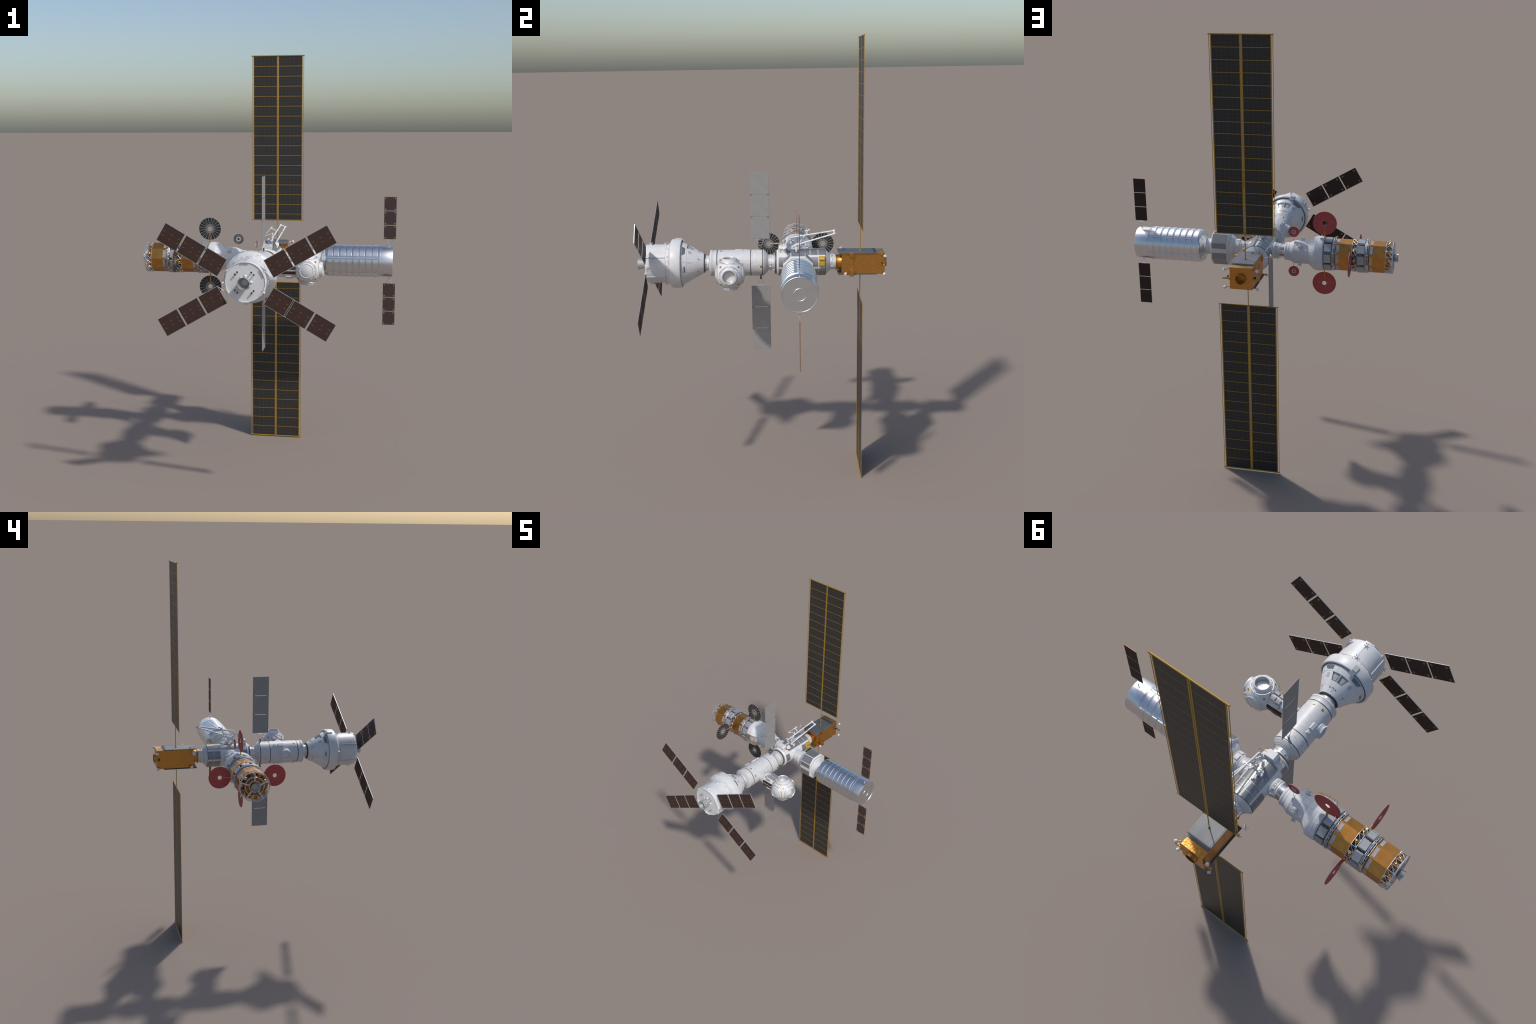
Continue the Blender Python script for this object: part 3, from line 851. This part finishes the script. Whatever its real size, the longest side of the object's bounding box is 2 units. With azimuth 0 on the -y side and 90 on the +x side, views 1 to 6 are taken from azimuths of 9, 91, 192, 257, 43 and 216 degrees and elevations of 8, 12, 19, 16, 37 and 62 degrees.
# =====================================================================  LARGE SOLAR WINGS
YA = .4475
ROWH, NROW = .05, 17
def half_panel_mesh(h):
    return build(MB().box((0, 0, 0), (.1174, .0014, h - .0024), 'cells'), 'blanket_panel', origin=(0, 0, 0), mesh_only=True)
full_me = half_panel_mesh(ROWH)
part_me = half_panel_mesh(.0328)
for sg, cx in ((1, .0127), (-1, .0040)):
    z_in, z_out = .1635, .9970
    b = MB()
    b.tube((cx - .1338, YA, AZ + sg * z_out), (cx + .1338, YA, AZ + sg * z_out), .0029, 'wingframe', 12)
    b.tube((cx - .1345, YA, AZ + sg * z_out), (cx - .1320, YA, AZ + sg * z_out), .0036, 'wingframe', 12)
    b.tube((cx + .1320, YA, AZ + sg * z_out), (cx + .1345, YA, AZ + sg * z_out), .0036, 'wingframe', 12)
    b.tube((cx - .1345, YA, AZ + sg * z_in), (cx + .1345, YA, AZ + sg * z_in), .0022, 'wingframe', 12)
    wing = build(b, 'main_solar_wing', station)
    m = MB()
    m.tube((cx, YA, AZ + sg * .0505), (cx, YA, AZ + sg * z_in), .0019, 'wingframe', 12)
    m.lathe([(0, .0045), (.002, .0045), (.006, .0022), (.010, .0020)], (cx, YA, AZ + sg * .0510), (0, 0, sg), 'wingframe', 16)
    m.tube((cx, YA, AZ + sg * z_in), (cx, YA, AZ + sg * z_out), .0013, 'wingframe', 10)
    build(m, 'mast', wing)
    c = MB()
    for s in (-1, 1):
        c.tube((cx + s * .1315, YA, AZ + sg * z_in), (cx + s * .1315, YA, AZ + sg * z_out), .0013, 'wingframe', 8)
    build(c, 'guide_cable', wing, stuff=True)
    for s in (-1, 1):
        mid = cx + s * .0638
        bl = MB().box((mid, YA, AZ + sg * (z_in + z_out) / 2), (.1240, .0010, z_out - z_in), 'wingframe')
        for off in (-.0596, .0596):          # wider hem strips on the sunless side
            bl.box((mid + off, YA + .0008, AZ + sg * (z_in + z_out) / 2), (.0044, .0010, z_out - z_in - .002), 'wingframe')
        build(bl, 'blanket_backing', wing)
        for k in range(NROW):
            hi = z_out - .0015 - k * ROWH
            if k < NROW - 1:
                me, zc = full_me, hi - ROWH / 2
            else:
                me, zc = part_me, (hi + z_in) / 2
            place(me, 'blanket_panel', Matrix.Translation((mid, YA, AZ + sg * zc)), wing)

# =====================================================================  LOGISTICS SIDE (+x)
lg = MB()
lathe_x([(.0930, .020), (.0930, .0330), (.0950, .0345), (.1000, .0345), (.1010, .0365), (.1060, .0370), (.1075, .0385), (.1240, .0400), (.1300, .0420), (.1320, .0440), (.1330, .020)], 'hull', 56, lg)
trunk = build(lg, 'logistics_trunk', station)
tf = MB()
for k in range(8):
    a = D(45 * k)
    tf.shell(FX, .036, .0425, a - D(17), a + D(17), .1080, .1260, 'hull', 3, .0015)
build(tf, 'trunk_panel', trunk, stuff=True)
OW, OH, OC = .0650, .0740, .0335          # half width, half height, corner cut
def oct_ring(k, t):
    w, h, c = OW * k, OH * k, OC * k
    pts = [(w, -(h - c)), (w, h - c), (w - c, h), (-(w - c), h), (-w, h - c), (-w, -(h - c)), (-(w - c), -h), (w - c, -h)]
    return [Vector((t, CY + a, AZ + b)) for a, b in pts]
ob_ = MB()
secs = [(.1560, .90), (.1575, .95), (.1595, .985), (.1610, 1.0), (.2325, 1.0), (.2350, .985), (.2370, .94)]
vs = []; fs = []
for t, k in secs: vs += oct_ring(k, t)
for k in range(len(secs) - 1):
    for i in range(8):
        j = (i + 1) % 8
        fs.append((k * 8 + i, k * 8 + j, (k + 1) * 8 + j, (k + 1) * 8 + i))
fs += [tuple(range(8))[::-1], tuple(range((len(secs) - 1) * 8, len(secs) * 8))]
ob_.add(vs, fs, 'hull')
octm = build(ob_, 'octagonal_module', station, angle=20)
lr = MB()
lathe_x([(.2350, .030), (.2350, .0570), (.2390, .0560), (.2405, .0530), (.2405, .0500), (.2425, .0490), (.2440, .0450), (.2440, .0420), (.2460, .0400), (.2470, .0366), (.2520, .0352), (.2600, .0362), (.2710, .0372), (.2710, .02)], 'hull', 72, lr)
build(lr, 'end_cone', octm)
dm = MB()
lathe_x([(.1300, .020), (.1300, .0400), (.1330, .0440), (.1420, .0530), (.1490, .0590), (.1530, .0612), (.1570, .0618), (.1570, .02)], 'hull', 72, dm)
build(dm, 'domed_bulkhead', octm)
rg = oct_ring(1.0, .1965)
for i in range(8):
    p0, p1 = rg[i], rg[(i + 1) % 8]
    mid = (p0 + p1) / 2; tang = (p1 - p0).normalized(); L = (p1 - p0).length / 2
    n = Vector((0, tang.z, -tang.y))
    if n.dot(mid - Vector((.1975, CY, AZ))) < 0: n = -n
    spans = [(-L + .0022, L - .0022)]
    if abs(n.y) > .9:           # side faces carry two panels with a white band between
        spans = [(.0130, L - .0015), (-L + .0010, -.0085)]
        if tang.z < 0: spans = [(-b, -a) for a, b in spans]
    ex, ey = Vector((1, 0, 0)), tang
    if ex.cross(ey).dot(n) < 0: ex = -ex
    for lo, hi in spans:
        p = MB()
        p.prism([(-.0340, lo), (.0340, lo), (.0340, hi), (-.0340, hi)], mid - n * .0005, ex, ey, .0018, 'coldplate', .985)
        build(p, 'thermal_panel', octm)
# ---- cargo craft
cargo_prof = [(.2690, .020), (.2690, .0385), (.2715, .0400), (.2890, .0690), (.2912, .0735), (.2940, .0749), (.5420, .0749), (.5430, .0752), (.5470, .0752), (.5480, .0735),
              (.6050, .0735), (.6068, .0728), (.6075, .0715), (.6072, .0690), (.6055, .0680), (.6055, .0262), (.6068, .0256), (.6072, .0247), (.6068, .0238), (.6055, .0232), (.6055, .0001)]
cargo = build(lathe_x(cargo_prof, 'cargo', 96), 'cargo_craft', station, angle=30)
STRIP = 18.5
rows = []
t = .2985
for g_ in range(4):
    for k in range(2):
        rows.append((t, t + .0255)); t += .0301
    t += .0008
pl_me = build(MB().shell(lambda t, r, a: Vector((t, -r * cos(a), r * sin(a))), .0740, .0770, D(-26), D(26), -.01275, .01275, 'cargo', 14, .0026), 'hull_plate', origin=(0, 0, 0), mesh_only=True, angle=20)
for t0, t1 in rows:
    for k in range(6):
        a = STRIP + 30 + 60 * k
        Rm = Matrix.Rotation(-D(a), 4, 'X')
        place(pl_me, 'hull_plate', Matrix.Translation(((t0 + t1) / 2, CY, AZ)) @ Rm, cargo)
sg_ = MB()
for k in range(6):
    a = D(STRIP + 60 * k)
    for g_ in range(4):
        ta = .2985 + g_ * .061
        sg_.shell(FX, .0740, .0760, a - D(2.6), a + D(2.6), ta, ta + .0565, 'cargo', 2, .0006)
        sg_.box(FX(ta + .0580, .0755, a), (.0030, .003, .0030), 'steel', Matrix.Rotation(-a, 3, 'X'))
build(sg_, 'stringer', cargo, stuff=True)
for k in range(6):            # petals on the forward cone
    a = D(STRIP + 30 + 60 * k)
    rf = lambda t: .0400 + (t - .2715) * (.0690 - .0400) / .0175
    build(MB().shell(FX, lambda t: rf(t) - .002, lambda t: rf(t) + .0022, a - D(21), a + D(21), .2735, .2880, 'silver', 6, .0012), 'cone_petal', cargo)
cpm = MB()
CPW, CPH = .0570, .0650
cpm.box((0, .0003, 0), (CPW, .0016, CPH), 'cellback')
cpm.box((0, -.0006, 0), (CPW, .0012, CPH), 'cargocell')
cpm.box((0, 0, 0), (CPW + .0006, .0010, CPH + .0006), 'copper')
for i in (-1, 1):
    for j in (-1, 1):
        cpm.box((i * (CPW / 2 - .0062), -.0012, j * (CPH / 2 - .0062)), (.0058, .0012, .0058), 'copper')
cp_me = build(cpm, 'solar_panel', origin=(0, 0, 0), mesh_only=True)
for sg in (-1, 1):
    y = MB()
    cx = .5915
    y.tube((cx, CY, AZ + sg * .0720), (cx, CY, AZ + sg * .0835), .0026, 'silver', 12)
    y.box((cx, CY, AZ + sg * .0850), (.0075, .004, .004), 'silver')
    for s in (-1, 1):
        y.tube((cx + s * .003, CY, AZ + sg * .0855), (cx + s * .0150, CY, AZ + sg * .1080), .0009, 'silver', 8)
    y.tube((cx - .0128, CY, AZ + sg * .1035), (cx + .0128, CY, AZ + sg * .1035), .0008, 'silver', 8)
    for k in range(2):
        z = .1078 + CPH * (k + 1) + .0033 * (k + .5)
        for s in (-1, 1):
            y.box((cx + s * .0225, CY, AZ + sg * z), (.006, .0012, .0040), 'silver')
        y.tube((cx - CPW / 2, CY + .0002, AZ + sg * z), (cx + CPW / 2, CY + .0002, AZ + sg * z), .0006, 'dock', 6)
    cw = build(y, 'cargo_solar_wing', station)
    for k in range(3):
        zc = .1078 + CPH / 2 + k * (CPH + .0033)
        place(cp_me, 'solar_panel', Matrix.Translation((cx, CY, AZ + sg * zc)), cw)

# =====================================================================  LANDER (-x)
NG, NR = 9, .0725
NV = [D(40 * k) for k in range(9)]        # nonagon vertices, one towards -y
FC = [D(20 + 40 * k) for k in range(9)]   # facet normals
APO = NR * cos(pi / 9)
def nonagon(mb, secs, key):
    vs, fs = [], []
    for t, r in secs:
        vs += [FX(t, r, a) for a in NV]
    for k in range(len(secs) - 1):
        for i in range(9):
            j = (i + 1) % 9
            fs.append((k * 9 + i, k * 9 + j, (k + 1) * 9 + j, (k + 1) * 9 + i))
    fs += [tuple(range(9))[::-1], tuple(range((len(secs) - 1) * 9, len(secs) * 9))]
    return mb.add(vs, fs, key)
# neck and ascent stage
lathe_neck = lathe_x([(-.080, .020), (-.080, .0335), (-.0840, .0335), (-.0850, .0318), (-.1020, .0318), (-.1040, .0335), (-.1045, .02)][::-1], 'silver', 56)
lander = build(lathe_x([(-.1290, .030), (-.1290, .0430), (-.1320, .0450), (-.1450, .0510), (-.1490, .0525), (-.2130, .0525), (-.2170, .0545), (-.2430, .0755), (-.2480, .0775), (-.2530, .0780), (-.2800, .0780), (-.2850, .0765), (-.2875, .0735), (-.2875, .03)][::-1], 'fabric', 80), 'lander_cabin', station, angle=40)
build(lathe_neck, 'neck_tube', lander)
build(lathe_x([(-.1030, .030), (-.1030, .0355), (-.1050, .0395), (-.1080, .0412), (-.1130, .0412), (-.1155, .0400), (-.1175, .0412), (-.1240, .0425), (-.1290, .0420), (-.1300, .03)][::-1], 'fabric', 64), 'docking_collar', lander)
st = MB()                                  # sewn straps and panel joints on the fabric
for k in range(12):
    a = D(30 * k + 8)
    st.shell(FX, .0520, .0531, a - .035, a + .035, -.2120, -.1500, 'fabric', 2, .0005)
    st.shell(FX, .0772, .0786, a - .03, a + .03, -.2800, -.2540, 'fabric', 2, .0005)
    rc = lambda t: .0545 + (-.2170 - t) * (.0755 - .0545) / .026
    st.shell(FX, lambda t: rc(t) - .001, lambda t: rc(t) + .0008, a - .03, a + .03, -.2420, -.2180, 'fabric', 2, .0004)
for t, r in ((-.150, .0524), (-.182, .0524), (-.212, .0524), (-.254, .0779), (-.268, .0779)):
    lathe_x([(t - .0012, r - .002), (t - .0008, r + .0007), (t + .0008, r + .0007), (t + .0012, r - .002)], 'fabric', 64, st)
build(st, 'fabric_strap', lander, stuff=True)
for a in (45, 135, 225, 315):              # thruster blocks
    e = FX(0, 1, D(a)) - FX(0, 0, 0); s = Vector((1, 0, 0)); w = e.cross(s)
    o = FX(-.1780, .0520, D(a))
    q = MB()
    Rq = Matrix.Rotation(-D(a), 3, 'X')
    q.box(o + e * .0045, (.0170, .0120, .0170), 'fabric', Rq, .0035)
    q.box(o + e * .0105, (.0110, .0080, .0110), 'fabric', Rq, .0025)
    blk = build(q, 'thruster_block', lander)
    j = MB()
    for k in range(6):
        b = 2 * pi * k / 6 + .3
        v = (s * cos(b) + w * sin(b))
        j.tube(o + e * .0125 + v * .003, o + e * .0165 + v * .0100, .0007, 'steel', 8, .0016)
    build(j, 'thruster_nozzle', blk, stuff=True)
# ribbed porch with gold rails on the -y side
def porch_r(t):
    return .0860 if t < -.242 else .0860 - (t + .242) * .26
pr = MB()
pr.shell(FX, .0760, .0845, D(-5), D(21), -.2790, -.2440, 'silver', 10, .0012)
pr.shell(FX, .0560, lambda t: porch_r(t) - .0030, D(-5), D(21), -.2435, -.2060, 'fabric', 8, .0012)
for k in range(13):
    t = -.2770 + k * .0058
    pr.tube(FX(t, porch_r(t), D(-5)), FX(t, porch_r(t), D(8)), .0013, 'silver', 6)
    pr.tube(FX(t, porch_r(t), D(8)), FX(t, porch_r(t), D(21)), .0013, 'silver', 6)
porch = build(pr, 'ribbed_porch', lander)
rl = MB()
for a, dr in ((22, .0045), (22, .0010), (-6, .0035), (-6, .0)):
    rl.path([FX(t, porch_r(t) + dr, D(a)) for t in (-.2800, -.2620, -.2420, -.2200, -.2010)], .0009, 'gold', 6)
for k in range(8):
    t = -.2795 + .0110 * k
    for a in (22, -6):
        rl.tube(FX(t, porch_r(t) - .003, D(a)), FX(t, porch_r(t) + .0045, D(a)), .0006, 'gold', 5)
    rl.tube(FX(t + .005, porch_r(t), D(23)), FX(t + .005, porch_r(t) + .0030, D(24)), .0011, 'dock', 6)
build(rl, 'handrail', porch, stuff=True)
# equipment bay: core drums, truss lattices, boxes
core = MB()
lathe_x([(-.3420, .02), (-.3420, .0500), (-.3280, .0500), (-.3280, .0590), (-.2870, .0590), (-.2870, .02)], 'greybox', 48, core)
bay = build(core, 'equipment_bay', lander)
box_me = build(MB().box((0, 0, 0), (.0325, .0090, .0385), 'greybox', None, .0012).box((.0, .0048, 0), (.0300, .0012, .0350), 'greybox', None, .0004), 'avionics_box', origin=(0, 0, 0), mesh_only=True)
def facet_matrix(t, r, a):
    e = FX(0, 1, a) - FX(0, 0, 0)          # local y -> outward normal
    x = Vector((1, 0, 0)); z = x.cross(e)
    m = Matrix((x, e, z)).transposed().to_4x4()
    return Matrix.Translation(FX(t, r, a)) @ m
def lattice(t0, t1, r, key='steel', rad=.0011, zig=2, rings=True):
    mb = MB()
    if rings:
        for t in (t0, t1):
            for i in range(9):
                mb.tube(FX(t, r, NV[i]), FX(t, r, NV[(i + 1) % 9]), rad, key, 6)
    for i in range(9):
        a, b = NV[i], NV[(i + 1) % 9] if i < 8 else NV[0] + 2 * pi
        P = [FX(t0, r, a).lerp(FX(t0, r, b), s / zig) for s in range(zig + 1)]
        Q = [FX(t1, r, a).lerp(FX(t1, r, b), s / zig) for s in range(zig + 1)]
        for s in range(zig):
            mb.tube(P[s], Q[s + 1] if s % 2 == 0 else Q[s], rad * .85, key, 6)
            if s % 2: mb.tube(P[s], Q[s - 1] if 0 else Q[s + 1], rad * .85, key, 6)
        mb.tube(P[0], Q[0], rad, key, 6)
    return mb
def between_boxes(t0, t1, r):
    """Small fittings seen between the equipment boxes."""
    mb = MB(); rng = random.Random(int(-t0 * 1000))
    for i in range(9):
        for k in range(5):
            t = t0 + (t1 - t0) * (k + .5) / 5
            a = NV[i] + (rng.random() - .5) * .12
            mb.box(FX(t, r - .004, a), (.0045, .004 + .003 * rng.random(), .0045), rng.choice(['steel', 'greybox', 'graphite', 'orange']), Matrix.Rotation(-a, 3, 'X'), .0006)
    return mb
for a in FC:
    place(box_me, 'avionics_box', facet_matrix(-.3075, .0690, a), bay)
build(between_boxes(-.291, -.325, .0670), 'fitting', bay, stuff=True)
build(lattice(-.3290, -.3395, .0745, 'steel', .0010, 3), 'truss_ring', bay, stuff=True)
rr = MB()
rr.ring((-.3330, CY, AZ), (1, 0, 0), .0745, .0012, 'steel', 54, 6)
for k in range(18):
    a = 2 * pi * k / 18
    rr.tube(FX(-.3400, .060, a), FX(-.3300, .0735, a), .0008, 'steel', 6)
build(rr, 'hoop', bay, stuff=True)
def tank(t0, t1):
    mb = nonagon(MB(), [(t1, NR), (t0 - .0045, NR), (t0 - .0015, NR - .0012), (t0, NR - .0045)], 'orange')
    ob = build(mb, 'propellant_tank', station, angle=18)
    for a in FC:
        place(strip_me, 'service_panel', facet_matrix(t0 - .0125, APO + .0004, a), ob)
    return ob
strip_me = build(MB().box((0, 0, 0), (.0130, .0016, .0370), 'greybox', None, .0004), 'service_panel', origin=(0, 0, 0), mesh_only=True)
tank1 = tank(-.3405, -.4165)
tank2 = tank(-.4915, -.5675)
inter = MB()
lathe_x([(-.4920, .02), (-.4920, .0440), (-.4160, .0440), (-.4160, .02)], 'graphite', 40, inter)
ibay = build(inter, 'interstage_core', station)
build(lattice(-.4175, -.4385, .0735, 'steel', .0012, 2), 'truss_ring', ibay, stuff=True)
for a in FC:
    place(box_me, 'avionics_box', facet_matrix(-.4580, .0688, a), ibay)
build(between_boxes(-.441, -.476, .0670), 'fitting', ibay, stuff=True)
build(lattice(-.4785, -.4905, .0755, 'steel', .0011, 3), 'truss_ring', ibay, stuff=True)
h2 = MB(); h2.ring((-.4835, CY, AZ), (1, 0, 0), .0755, .0016, 'steel', 54, 6); h2.ring((-.4775, CY, AZ), (1, 0, 0), .0735, .0013, 'steel', 54, 6)
build(h2, 'hoop', ibay, stuff=True)
ball_me = build(MB().sphere((0, 0, 0), .0092, 'brass', 20, 12), 'pressure_sphere', origin=(0, 0, 0), mesh_only=True)
rng = random.Random(5)
for k in range(9):
    place(ball_me, 'pressure_sphere', Matrix.Translation(FX(-.4275, .0640, FC[k] + (rng.random() - .5) * .25)), ibay)
# quads of tiny thrusters on outriggers
og = MB()
for t, r in ((-.3345, .0755), (-.4280, .0745), (-.5720, .0735)):
    for a in (60, 140, 220, 300):
        o = FX(t, r, D(a)); e = (FX(t, 1, D(a)) - FX(t, 0, 0)).normalized(); s = Vector((1, 0, 0)); w = e.cross(s)
        og.tube(o - e * .004, o + e * .004, .0016, 'dock', 8)
        for v in (s, -s, w, -w):
            og.tube(o + e * .003, o + e * .0055 + v * .0065, .0009, 'steel', 6, .0013)
build(og, 'thruster_outrigger', ibay, stuff=True)
# open end frame with main engine
ef = lattice(-.5685, -.5975, .0722, 'steel', .0012, 2)
frame = build(ef, 'end_frame', station)
for k in range(9):
    place(ball_me, 'pressure_sphere', Matrix.Translation(FX(-.5835, .0615 if k % 3 else .055, FC[k] + (rng.random() - .5) * .3)), frame)
ep = MB()
lathe_x([(-.5780, .02), (-.5780, .0640), (-.5700, .0660), (-.5660, .0660), (-.5660, .02)], 'blackrib', 48, ep)
base = build(ep, 'tank_base', frame)
gp = MB()
for k in range(10):
    a = D(36 * k + 10)
    [gp.shell(FX, .047 + .005 * q, .0505 + .005 * q, a - .11 + .12 * w, a - .01 + .12 * w, -.5815, -.5770, 'black', 2) for q in range(3) for w in range(2)]
for r in (.034, .040, .046, .052, .058):
    gp.ring((-.5785, CY, AZ), (1, 0, 0), r, .0008, 'orange', 48, 6)
for k in range(14):
    a = 2 * pi * k / 14 + .1
    q = FX(-.585, .035 + .02 * (k % 3) / 2, a)
    gp.box(q, (.010, .006, .006), rng.choice(['steel', 'greybox', 'silver', 'graphite']), Matrix.Rotation(-a, 3, 'X'), .0008)
    gp.tube(q, FX(-.578, .045, a + .3), .0008, 'steel', 6)
build(gp, 'plumbing', base, stuff=True)
sp = MB()
sp.lathe([(-.6000, .0720), (-.6000, .0742), (-.5965, .0742), (-.5965, .0720), (-.6000, .0720)], (0, CY, AZ), (1, 0, 0), 'steel', 72, cap=False)
sp.ring((-.5980, CY, AZ), (1, 0, 0), .0455, .0016, 'steel', 48, 8)
sp.ring((-.5980, CY, AZ), (1, 0, 0), .0270, .0020, 'steel', 40, 8)
for k in range(5):
    a = D(90 + 72 * k)
    m_ = (FX(-.598, .026, a) + FX(-.598, .072, a)) / 2
    sp.box(m_, (.0024, .0460, .0062), 'steel', Matrix.Rotation(-a, 3, 'X'))
build(sp, 'spoked_ring', frame)
en = MB()
en.lathe([(-.5850, .0100), (-.5950, .0140), (-.6030, .0172), (-.6120, .0185), (-.6200, .0214), (-.6200, .0204), (-.6110, .0172), (-.6000, .0120)], (0, CY, AZ), (1, 0, 0), 'silver', 40, cap=False)
en.lathe([(-.6020, .0135), (-.6018, .0001)], (0, CY, AZ), (1, 0, 0), 'greybox', 40, cap=False)
build(en, 'engine_bell', frame)
# ---- round solar discs: red back, black radial cells with pale ribs in front
def disc_mesh(R, hole, nrib, inner, solid=False):
    mb = MB()
    mb.lathe([(.0005, hole), (.0005, R), (.0013, R), (.0013, hole), (.0005, hole)], (0, 0, 0), (0, 1, 0), 'red', 60, cap=False)
    mb.lathe([(-.0008, hole), (-.0008, R), (.0004, R), (.0004, hole), (-.0008, hole)], (0, 0, 0), (0, 1, 0), 'rib', 60, cap=False)
    seg = 2 * pi / nrib
    F = lambda t, r, a: Vector((r * cos(a), t, r * sin(a)))
    for k in range(nrib):
        a = k * seg
        def sector(r0, r1, w0, w1):
            vs = []
            n = 2
            for t in (-.0004, -.0012):
                for i in range(n + 1): vs.append(F(t, r0, a - w0 + 2 * w0 * i / n))
                for i in range(n + 1): vs.append(F(t, r1, a + w1 - 2 * w1 * i / n))
            m_ = 2 * (n + 1)
            fs = [tuple(range(m_)), tuple(range(m_, 2 * m_))[::-1]] + [(i, (i + 1) % m_, m_ + (i + 1) % m_, m_ + i) for i in range(m_)]
            mb.add(vs, fs, 'disccell')
        if inner:
            sector(hole * 2.2, R, seg / 2 * .80, seg / 2 * .89)
            sector(hole * 1.62, hole * 2.05, seg / 2 * .62, seg / 2 * .66)
            sector(hole * 1.15, hole * 1.52, seg / 2 * .5, seg / 2 * .58)
        else:
            sector(R * .48, R, seg / 2 * .5, seg / 2 * .72)
    nb = 40
    for k in range(nb):
        a = 2 * pi * k / nb
        mb.box(F(.0014, (R + hole * 1.3) / 2, a), (R - hole * 1.4, .0003, .0009), 'redrib', Matrix.Rotation(-a, 3, 'Y'))
    if not inner:
        mb.lathe([(-.0010, .0001), (-.0010, hole * .60), (.0010, hole * .60), (.0010, .0001)], (0, 0, 0), (0, 1, 0), 'red', 32, cap=False)
        mb.lathe([(-.0013, .0001), (-.0013, hole * .5), (-.0009, hole * .5)], (0, 0, 0), (0, 1, 0), 'disccell', 32, cap=False)
        mb.lathe([(-.0009, hole * .58), (.0016, hole * .58), (.0016, hole * 1.04), (-.0009, hole * 1.04), (-.0009, hole * .58)], (0, 0, 0), (0, 1, 0), 'cover', 40, cap=False)
    return build(mb, 'solar_disc', origin=(0, 0, 0), mesh_only=True)
big_me = disc_mesh(.0548, .0102, 20, True)
small_me = disc_mesh(.0250, .0095, 22, False)
def solar_disc(me, c, root, r0=.0030, yaw=0.0, stop=.0102):
    c, root = Vector(c), Vector(root)
    d = (c - root).normalized()
    b = MB().tube(root, c - d * stop, r0, 'gold', 10, r0 * .42)
    boom = build(b, 'disc_boom', station)
    Rm = Matrix.Rotation(yaw, 4, 'Z')
    place(me, 'solar_disc', Matrix.Translation(c) @ Rm, boom)
solar_disc(big_me, (-.2855, CY + .001, 1.1440), (-.2855, CY + .001, 1.0730))
solar_disc(big_me, (-.2855, CY + .001, .8560), (-.2855, CY + .001, .9270))
solar_disc(big_me, (-.4190, CY + .1330, 1.0005), (-.4240, CY + .070, 1.0005), yaw=D(90))
solar_disc(big_me, (-.4300, CY - .1385, 1.0005), (-.4240, CY - .070, 1.0005), yaw=D(90))
solar_disc(small_me, (-.1425, CY + .001, 1.0955), (-.1425, CY + .001, 1.0510), .0012, stop=.0095)
solar_disc(small_me, (-.1425, CY + .001, .9045), (-.1425, CY + .001, .9490), .0012, stop=.0095)
